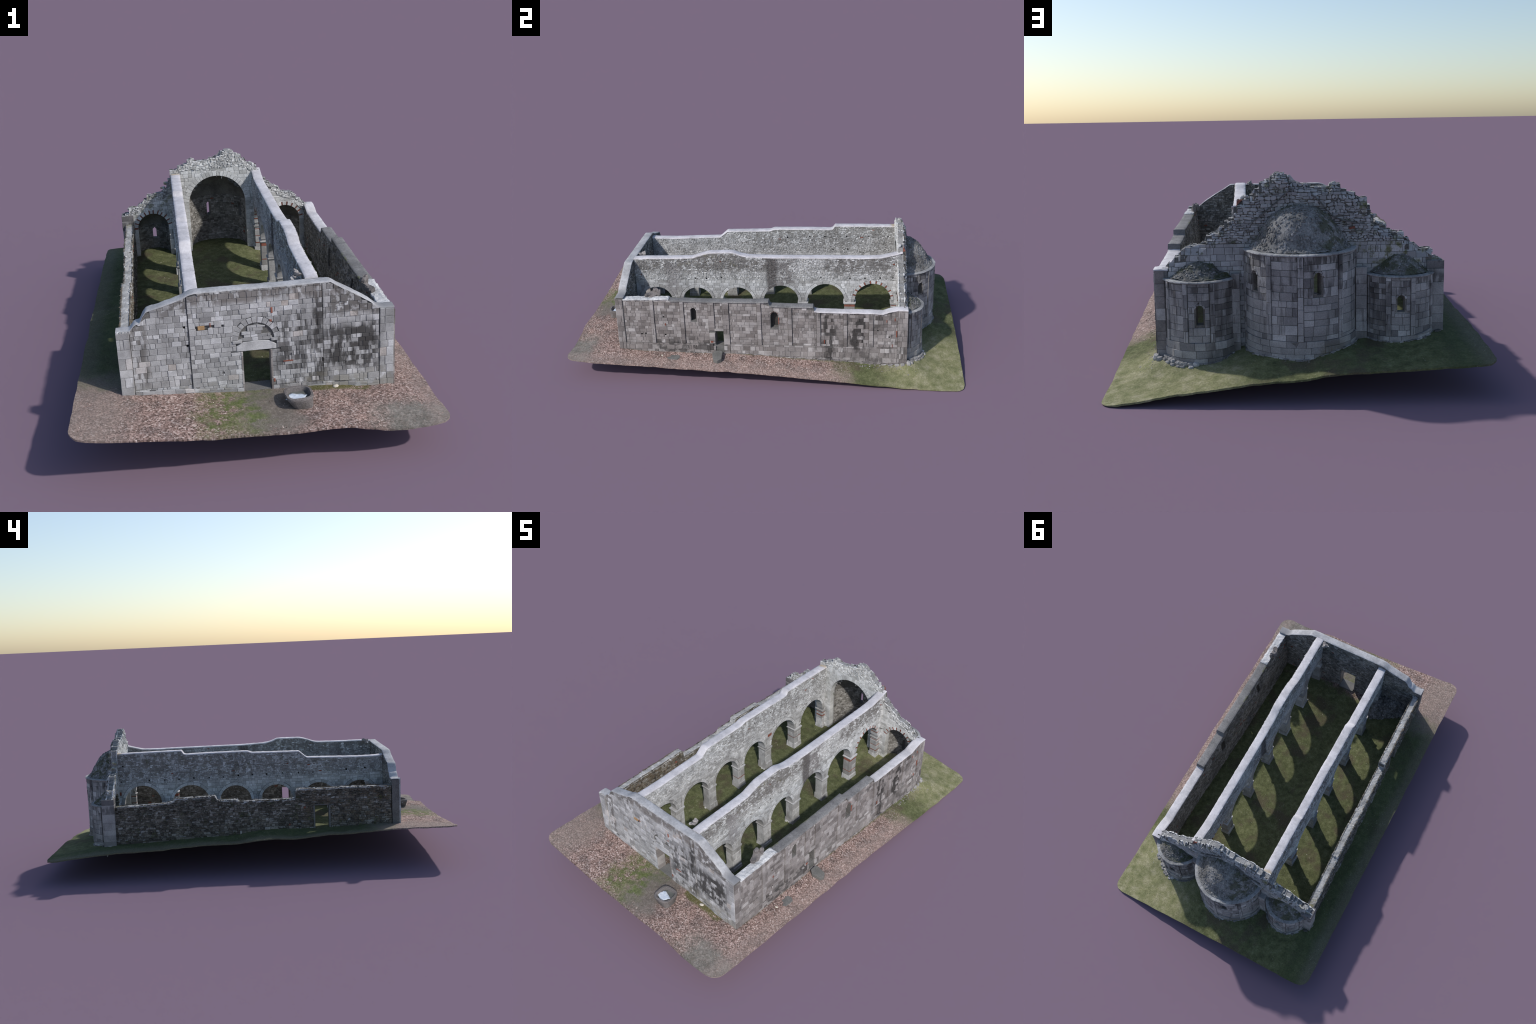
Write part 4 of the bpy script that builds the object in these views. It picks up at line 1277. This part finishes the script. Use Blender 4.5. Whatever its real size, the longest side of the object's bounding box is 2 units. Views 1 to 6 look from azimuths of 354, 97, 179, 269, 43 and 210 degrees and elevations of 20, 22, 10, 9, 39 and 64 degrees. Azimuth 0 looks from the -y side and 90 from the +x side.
# ------------------------------------------------------------------ apses
def build_apse(a, seed, wins, lesenes, ch, cw, prof, plinth_z, slab_z):
    rng = random.Random(seed)
    cx, cy, R, ri, zc = a["cx"], a["cy"], a["R"], a["ri"], a["corn"]
    def F(s, z, d):
        t = s / R
        return (cx + (R + d) * math.sin(t), cy + (R + d) * math.cos(t), z)
    def B(s, z, d):
        t = s / R
        return (cx + (ri - d) * math.sin(t), cy + (ri - d) * math.cos(t), z)
    tm = math.acos(clamp((.705 - cy) / R, -1, 1))
    s0, s1 = -R * tm, R * tm
    foot = line_z(sheet_out, lambda s: F(s, 0, .004)[:2], s0, s1)
    lo = lambda s: foot(s) - .005
    hi = lambda s: zc
    ops = [Opening(R * t, hw, z0, zs, zs + hw, .0045) for t, hw, z0, zs in wins]
    g = Geo("inner_stone")
    core(g, lambda s, z, d: F(s, z, d - .0022), B, s0, s1, lo, hi, opens=ops, ds=.009, nzc=56, lump=.0004)
    ap = g.make("apse", church)
    st = Geo("apse_stone", "brick", "side_mortar")
    kw = dict(opens=ops, named=ap)
    pz = lambda s: max(plinth_z, foot(s) + .02)
    prev = s0
    for c, w in lesenes + [(s1 + 1, 0)]:
        l, r = c * R - w / 2, c * R + w / 2
        e = min(l, s1)
        if e - prev > .006:
            lay(st, F, prev + .0008, e - .0008, pz, hi, ch, cw, rng, d=(.0006, .0016), **kw)
        if l < s1:
            lay(st, F, l, r, pz, hi, .034, w, rng, d=(.0045, .0058), **kw)
        prev = r
    bed(st, F, s0, s1, lambda s: foot(s) - .004, pz, .0018, ops, 2, cw=.02)
    lay(st, F, s0, s1, lambda s: foot(s) - .004, pz, ch * 1.05, cw * 1.15, rng, d=(.0042, .0056), **kw)
    lay(st, F, s0, s1, lambda s: foot(s) - .005, lambda s: foot(s) + .007, .007, .016, rng, d=(.006, .0115), wild=.7)
    for o in ops:
        voussoirs(ap, F, F, Opening(o.c, o.r, o.z0, o.zs, o.zc), .0055, 4, rng, dF=.0024, dB=-.012, mat="apse_stone")
    inn = Geo("inner_stone", "brick")
    fi_ = max(.12, gz_in(cx, cy + .05) - .008)
    lay(inn, B, -R * 1.45, R * 1.45, lambda s: fi_, lambda s: a["a"][2], .009, .0145 * R / ri, rng, gap=.001, d=(.0002, .0024), wild=.6, opens=[Opening(o.c, o.r, o.z0, o.zs, o.zc, .003) for o in ops], brick=.003)
    inn.make("rubble_facing", ap, kind="stuff")
    # half-dome inside
    g = Geo("inner_stone")
    nt, nf = 40, 16
    V, Fc = [], []
    zs, zt = a["a"][2], a["a"][3]
    for i in range(nt + 1):
        t = -1.65 + 3.3 * i / nt
        for j in range(nf + 1):
            f_ = math.pi / 2 * j / nf
            rr = ri * math.cos(f_) + .001 * nz(i * .8, j * .8)
            V.append((cx + rr * math.sin(t), cy + rr * math.cos(t), zs + (zt + .002 - zs) * math.sin(f_)))
    for i in range(nt):
        for j in range(nf):
            b = i * (nf + 1) + j
            Fc.append([b, b + 1, b + nf + 2, b + nf + 1])
    g.add(V, Fc)
    g.make("conch", ap, smooth_angle=4)
    # roof: lumpy dome under a skin of small stones
    rp = profile(sorted(prof), .004)
    rmax = max(p[0] for p in prof)
    roof = Geo("roof_rubble")
    def dome(t, r_):
        k = .0060 * nz(math.sin(t) * 3.3 * r_ * 12 + seed, math.cos(t) * r_ * 30, seed) + .0025 * nz(math.sin(t) * r_ * 70, math.cos(t) * r_ * 70, seed)
        return (cx + r_ * math.sin(t), cy + r_ * math.cos(t), rp(r_) + k)
    nr, nt = 40, 72
    V, Fc = [], []
    for j in range(nr + 1):
        r_ = rmax * (.02 + .98 * j / nr)
        for i in range(nt + 1):
            V.append(dome(-1.68 + 3.36 * i / nt, r_))
    for j in range(nr):
        for i in range(nt):
            b = j * (nt + 1) + i
            Fc.append([b, b + nt + 1, b + nt + 2, b + 1])
    roof.add(V, Fc)
    r_ = .012
    while r_ < rmax - .006:
        dr = .0058 * rng.uniform(.8, 1.2)
        t = -1.6
        while t < 1.6:
            dt = .0088 * rng.uniform(.6, 1.5) / r_
            c = dome(t + dt / 2, r_ + rng.uniform(-.003, .003))
            if c[1] > .716 and rng.random() < .55:
                sl = math.atan2(rp(r_ - .004) - rp(r_ + .004), .008)
                yaw = -(t + dt / 2)
                hx, hy, hz = dt * r_ * rng.uniform(.3, .5), dr * rng.uniform(.35, .6) / max(.4, math.cos(sl)), .0026
                v, f = lump_block((0, 0, 0), hx, min(hy, .010), hz, rng, yaw=0, tip=.1, jag=.22)
                cs, sn, cy_, sy_ = math.cos(-sl), math.sin(-sl), math.cos(yaw), math.sin(yaw)
                out = []
                for x, y, z in v:
                    y2, z2 = y * cs - z * sn, y * sn + z * cs
                    out.append((c[0] + x * cy_ - y2 * sy_, c[1] + x * sy_ + y2 * cy_, c[2] + z2 - .0005))
                roof.add(out, f)
            t += dt
        r_ += dr
    roof.make("roof", ap, kind="stuff")
    # cornice: a thin slab ring, chipped
    g = Geo("cornice_stone")
    n = int((s1 - s0) / .026)
    for i in range(n):
        a0, a1 = s0 + (s1 - s0) * i / n + .0003, s0 + (s1 - s0) * (i + 1) / n - .0003
        o_ = .0066 + rng.uniform(-.0022, .001)
        V = []
        m_ = 4
        for k in range(m_ + 1):
            t = (a0 + (a1 - a0) * k / m_) / R
            for rr, zz in ((R - .03, zc - .001), (R + o_ - .003, zc - .001), (R + o_, zc + .001), (R + o_, zc + .0036), (R + o_ - .002, zc + .0052), (R - .03, zc + slab_z)):
                j = rng.uniform(-.0005, .0005)
                V.append((cx + (rr + j) * math.sin(t), cy + (rr + j) * math.cos(t), zz + j))
        Fc = []
        for k in range(m_):
            for q in range(6):
                b, c = k * 6 + q, k * 6 + (q + 1) % 6
                Fc.append([b, b + 6, c + 6, c])
        Fc.append([0, 1, 2, 3, 4, 5])
        Fc.append([m_ * 6 + q for q in range(5, -1, -1)])
        g.add(V, Fc)
    g.make("cornice", ap)
    return ap, st


ap0, st0 = build_apse(APSES[0], 71, [(-.265, .0125, .301, .357), (.975, .0125, .300, .355)], [(-1.40, .010), (-.715, .016), (.045, .018), (.615, .017), (1.42, .012)], .025, .036,
                      [(0, .564), (.045, .558), (.075, .545), (.098, .527), (.120, .497), (.140, .464), (.152, .443), (.163, .432), (.170, .4285)], .154, .010)
ap1, st1 = build_apse(APSES[1], 72, [(-.02, .0125, .191, .244)], [(-1.12, .014), (-.36, .016), (.36, .015), (1.00, .014)], .023, .032,
                      [(0, .394), (.03, .388), (.055, .375), (.072, .360), (.089, .346), (.099, .338), (.110, .334)], .134, .008)
ap2, st2 = build_apse(APSES[2], 73, [(.065, .0125, .220, .264)], [(-1.02, .014), (-.27, .015), (.42, .016), (1.15, .014)], .023, .032,
                      [(0, .403), (.03, .398), (.055, .382), (.072, .365), (.085, .352), (.096, .344), (.104, .340)], .138, .008)

# the three hundred dressed blocks that show largest become objects, the rest joins the facing of its part
BLOCKS.sort(key=lambda b: -b[0])
for k, (A, v, f, g, mi, par) in enumerate(BLOCKS):
    if k < 300:
        q = Geo(g.mats[mi])
        q.add(v, f)
        q.make("ashlar_block", par)
    else:
        g.add(v, f, mi)
for g, par in ((facing_f, facade), (facing_e, wall_e), (st0, ap0), (st1, ap1), (st2, ap2)):
    g.make("ashlar_facing", par, kind="stuff")

# ------------------------------------------------------------------ loose stones at the wall foot
rng = random.Random(88)
def foot_stones(name, spots, mat, parent):
    g = Geo(mat)
    for x, y, sx, sy, sz in spots:
        v, f = lump_block((x, y, gz_out(x, y) + sz * .1), sx, sy, sz, rng, yaw=rng.uniform(-.4, .4), jag=.25); g.add(v, f)
    g.make(name, parent, kind="stuff")
g = Geo("apse_stone")
a = APSES[1]
for course, (r_, up, n_) in enumerate(((.0095, .006, 9), (.0185, .0005, 7))):
    for k in range(n_):
        t = .05 + course * .1 + 1.15 * (k + rng.uniform(.2, .8)) / n_
        x, y = a["cx"] + (a["R"] + r_) * math.sin(t), a["cy"] + (a["R"] + r_) * math.cos(t)
        v, f = lump_block((x, y, gz_out(x, y) + up), .0095, .0075, .0065, rng, yaw=-t + rng.uniform(-.12, .12), tip=.12, jag=.16); g.add(v, f)
for x, y, sx, sy, sz in ((.459, .730, .010, .010, .013), (.448, .744, .011, .008, .008), (.466, .700, .007, .013, .008), (.465, .672, .006, .013, .006), (.464, .640, .006, .014, .005), (.463, .605, .005, .013, .004)):
    v, f = lump_block((x, y, gz_out(x, y) + sz * .35), sx, sy, sz, rng, yaw=rng.uniform(-.3, .3), jag=.22); g.add(v, f)
g.make("foundation_stone", church, kind="stuff")
spots = []
for _ in range(110):
    x, y = .462 + abs(rng.gauss(0, .022)), rng.uniform(.40, .78)
    spots.append((x, y, rng.uniform(.002, .005), rng.uniform(.002, .005), rng.uniform(.001, .003)))
for _ in range(36):
    a = APSES[rng.choice((0, 1, 2))]
    t = rng.uniform(-1.2, 1.2)
    r_ = a["R"] + .006 + abs(rng.gauss(0, .008))
    spots.append((a["cx"] + r_ * math.sin(t), a["cy"] + r_ * math.cos(t), rng.uniform(.002, .006), rng.uniform(.002, .004), rng.uniform(.001, .0025)))
spots += [(-.466, .735, .012, .008, .006), (-.484, .70, .006, .012, .006)]
foot_stones("pebble", spots, "inner_stone", ground)
# rubble heap inside one aisle behind the facade
g = Geo("inner_stone")
def heap_d(x):
    return .125 - .075 * smooth((-.20 - x) / .17)
def heap_h(x, d):
    return .085 * (1 - d ** 1.5) * (1 - .55 * smooth((-.32 - x) / .08)) * (1 - .8 * smooth((x + .215) / .035))
for x0 in range(12):
    x = -.395 + .0175 * x0
    V, F = [], []
    for xx in (x, x + .0177):
        L = heap_d(xx)
        V += [(xx, -.698, gz_in(xx, -.69) - .004), (xx, -.698, gz_in(xx, -.69) + heap_h(xx, 0) * .9), (xx, -.698 + .4 * L, gz_in(xx, -.67) + heap_h(xx, .4) * .88), (xx, -.698 + .75 * L, gz_in(xx, -.67) + heap_h(xx, .75) * .88), (xx, -.698 + L, gz_in(xx, -.63) - .004)]
    F = [[0, 1, 2, 3, 4], [9, 8, 7, 6, 5]] + [[k, 5 + k, 5 + (k + 1) % 5, (k + 1) % 5] for k in range(5)]
    g.add(V, F)
for _ in range(480):
    x, d = rng.uniform(-.395, -.185), rng.random()
    y = -.695 + d * heap_d(x)
    v, f = lump_block((x, y, gz_in(x, y) + max(heap_h(x, d), 0) * rng.uniform(.82, 1)), rng.uniform(.004, .009), rng.uniform(.004, .008), rng.uniform(.003, .006), rng); g.add(v, f)
g.make("rubble_heap", church, kind="stuff")
# grit and small pale stones on the nave floor
g = Geo("white_stone")
for _ in range(150):
    x, y = rng.uniform(-.43, .42), rng.uniform(-.66, .70)
    if rng.random() < .6: y = rng.uniform(.25, .70)
    s = rng.uniform(.0008, .0022)
    v, f = lump_block((x, y, gz_in(x, y) + .001), s, s, s * .7, rng); g.add(v, f)
g.make("pebble", ground, kind="stuff")

# dry leaves lying on the litter
g = Geo("leaf")
pts = []
while len(pts) < 9000:
    if rng.random() < .55:
        x, y = rng.uniform(-.575, .575), rng.uniform(-.985, -.752)
        dens = .2 if -.06 < x < .12 and y > -.93 else .25 if -.2 < x < -.05 else .35 if (x > .38 and y < -.9) else 1
    else:
        x, y = rng.uniform(.468, .583), rng.uniform(-.76, .5)
        dens = 1 - smooth((y - .25) / .25)
    if rng.random() < dens * (.55 + .45 * nz(x * 9, y * 9)):
        pts.append((x, y))
zz = ground_z(np.array(pts))
for (x, y), z in zip(pts, zz):
    L, Wd = rng.uniform(.0018, .0036), rng.uniform(.0010, .0019)
    a = rng.uniform(0, TAU)
    ca, sa = math.cos(a), math.sin(a)
    up, tx, ty = rng.uniform(.0006, .0018), rng.uniform(-.5, .5), rng.uniform(-.5, .5)
    V = []
    for u, w, h in ((-L, 0, 0), (-.3 * L, -Wd, .0005), (.4 * L, -Wd * .9, .0005), (L, 0, 0), (.4 * L, Wd * .9, .0005), (-.3 * L, Wd, .0005), (0, 0, -.0002)):
        V.append((x + u * ca - w * sa, y + u * sa + w * ca, float(z) + up + h + tx * u + ty * w))
    V += [(p[0], p[1], p[2] - .0003) for p in V[:6]]
    F = [[6, i, (i + 1) % 6] for i in range(6)] + [[7 + i, 7 + (i + 1) % 6, (i + 1) % 6, i][::-1] for i in range(6)] + [[12, 11, 10, 9, 8, 7]]
    g.add(V, F)
g.make("leaf_litter", ground, kind="stuff")

# ------------------------------------------------------------------ stone trough before the gate
rng = random.Random(99)
tc = (.127, -.846)
tz0, tz1 = gz_out(*tc) - .008, .1865
g = Geo("trough_stone")
n = 40
def ring(scale, z, dx=0.0, dy=0.0, sq=3.4, wob=.02):
    out = []
    for i in range(n):
        t = TAU * i / n
        c, s = math.cos(t), math.sin(t)
        r = (abs(c) ** sq + abs(s) ** sq) ** (-1 / sq)
        r *= scale * (1 + 2.2 * wob * nz(c * 2, s * 2, z * 30) + .02 * nz(c * 6, s * 6, z * 60))
        out.append((tc[0] + dx + r * (c * math.cos(.08) - s * math.sin(.08)), tc[1] + dy + r * (s * math.cos(.08) + c * math.sin(.08)), z + .0016 * nz(c * 2 + 5, s * 2)))
    return out
H = tz1 - tz0
rings = [ring(.029, tz0, .013, -.008), ring(.034, tz0 + .2 * H, .010, -.006), ring(.039, tz0 + .5 * H, .005, -.003), ring(.0445, tz0 + .8 * H), ring(.0460, tz1 - .004), ring(.0445, tz1), ring(.0375, tz1 + .0005), ring(.0355, tz1 - .003), ring(.032, tz1 - .024), ring(.027, tz1 - .028)]
V = [p for r_ in rings for p in r_]
F = [[k * n + i, k * n + (i + 1) % n, (k + 1) * n + (i + 1) % n, (k + 1) * n + i] for k in range(len(rings) - 1) for i in range(n)]
F.append([i for i in range(n)][::-1])
F.append([(len(rings) - 1) * n + i for i in range(n)])
g.add(V, F)
trough = g.make("stone_trough", None, smooth_angle=.8)
trough["label"] = "rough square stone trough with water and added pale piece for its sky reflection"
trough["category"] = "stone trough"
g = Geo("water")
w = ring(.0335, tz1 - .015, 0, 0)
g.add([(x, y, tz1 - .015) for x, y, _ in w] + [(x, y, tz1 - .018) for x, y, _ in w], [[i for i in range(n)], [n + i for i in range(n)][::-1]] + [[n + i, n + (i + 1) % n, (i + 1) % n, i] for i in range(n)])
g.make("water", trough)
g = Geo("reflection_sheet")  # crumpled pale piece added in place of the water's sky reflection
V, F = [], []
for lvl in (0, 1):
    for j in range(9):
        for i in range(9):
            u, v_ = i / 8 - .5, j / 8 - .5
            rag = 1 - .25 * max(0, nz(u * 5, v_ * 5, 4))
            x = tc[0] - .0085 + (u * .054 + v_ * .020) * rag
            y = tc[1] - .007 + (v_ * .038 - u * .018) * rag
            V.append((x, y, tz1 - .0120 + .0048 * nz(u * 6 + 2, v_ * 6, 1) - lvl * .0008))
for lvl in (0, 81):
    for j in range(8):
        for i in range(8):
            a = lvl + j * 9 + i
            q = [a, a + 1, a + 10, a + 9]
            F.append(q if lvl == 0 else q[::-1])
rim = [i for i in range(9)] + [j * 9 + 8 for j in range(1, 9)] + [72 + i for i in range(7, -1, -1)] + [j * 9 for j in range(7, 0, -1)]
for a, b in zip(rim, rim[1:] + rim[:1]):
    F.append([a, 81 + a, 81 + b, b])
g.add(V, F)
g.make("water_reflection", trough, smooth_angle=4)

# ------------------------------------------------------------------ loose slab, sunken slab, white stones
def slab(name, pts, tilt, thick, lift, mat, label, cat):
    g = Geo(mat)
    c = (sum(p[0] for p in pts) / len(pts), sum(p[1] for p in pts) / len(pts))
    zc = gz_out(*c)
    k = len(pts)
    V = []
    for sc, z in ((1.0, -.004), (1.0, thick - .0015), (.93, thick)):
        for x, y in pts:
            px, py = c[0] + (x - c[0]) * sc, c[1] + (y - c[1]) * sc
            V.append((px, py, zc + lift + z + tilt[0] * (px - c[0]) + tilt[1] * (py - c[1])))
    F = [[i for i in range(k)][::-1], [2 * k + i for i in range(k)]]
    for l in (0, k):
        F += [[l + i, l + (i + 1) % k, l + k + (i + 1) % k, l + k + i] for i in range(k)]
    g.add(V, F)
    ob = g.make(name)
    ob["label"], ob["category"] = label, cat
slab("stone_slab", [(.482, -.243), (.500, -.256), (.540, -.244), (.548, -.222), (.536, -.203), (.492, -.203), (.482, -.212)], (-.32, .05), .018, .006, "slab_stone", "tilted grey stone slab lying by the side door", "stone slab")
slab("stone_slab", [(.492, -.495), (.508, -.500), (.532, -.478), (.532, -.432), (.516, -.420), (.496, -.425), (.488, -.46)], (-.1, 0), .003, .0, "slab_stone", "flat grey slab sunk in the leaf litter", "stone slab")
for x, y, s in ((.266, -.757, .010), (.505, -.514, .007)):
    g = Geo("white_stone")
    v, f = lump_block((x, y, gz_out(x, y) + s * .3), s, s * .62, s * .5, rng, yaw=.4, tip=.1, jag=.12)
    g.add(v, f)
    ob = g.make("pale_stone", None, smooth_angle=1.2)
    ob["label"], ob["category"] = "small rounded cream-white field stone", "stone"
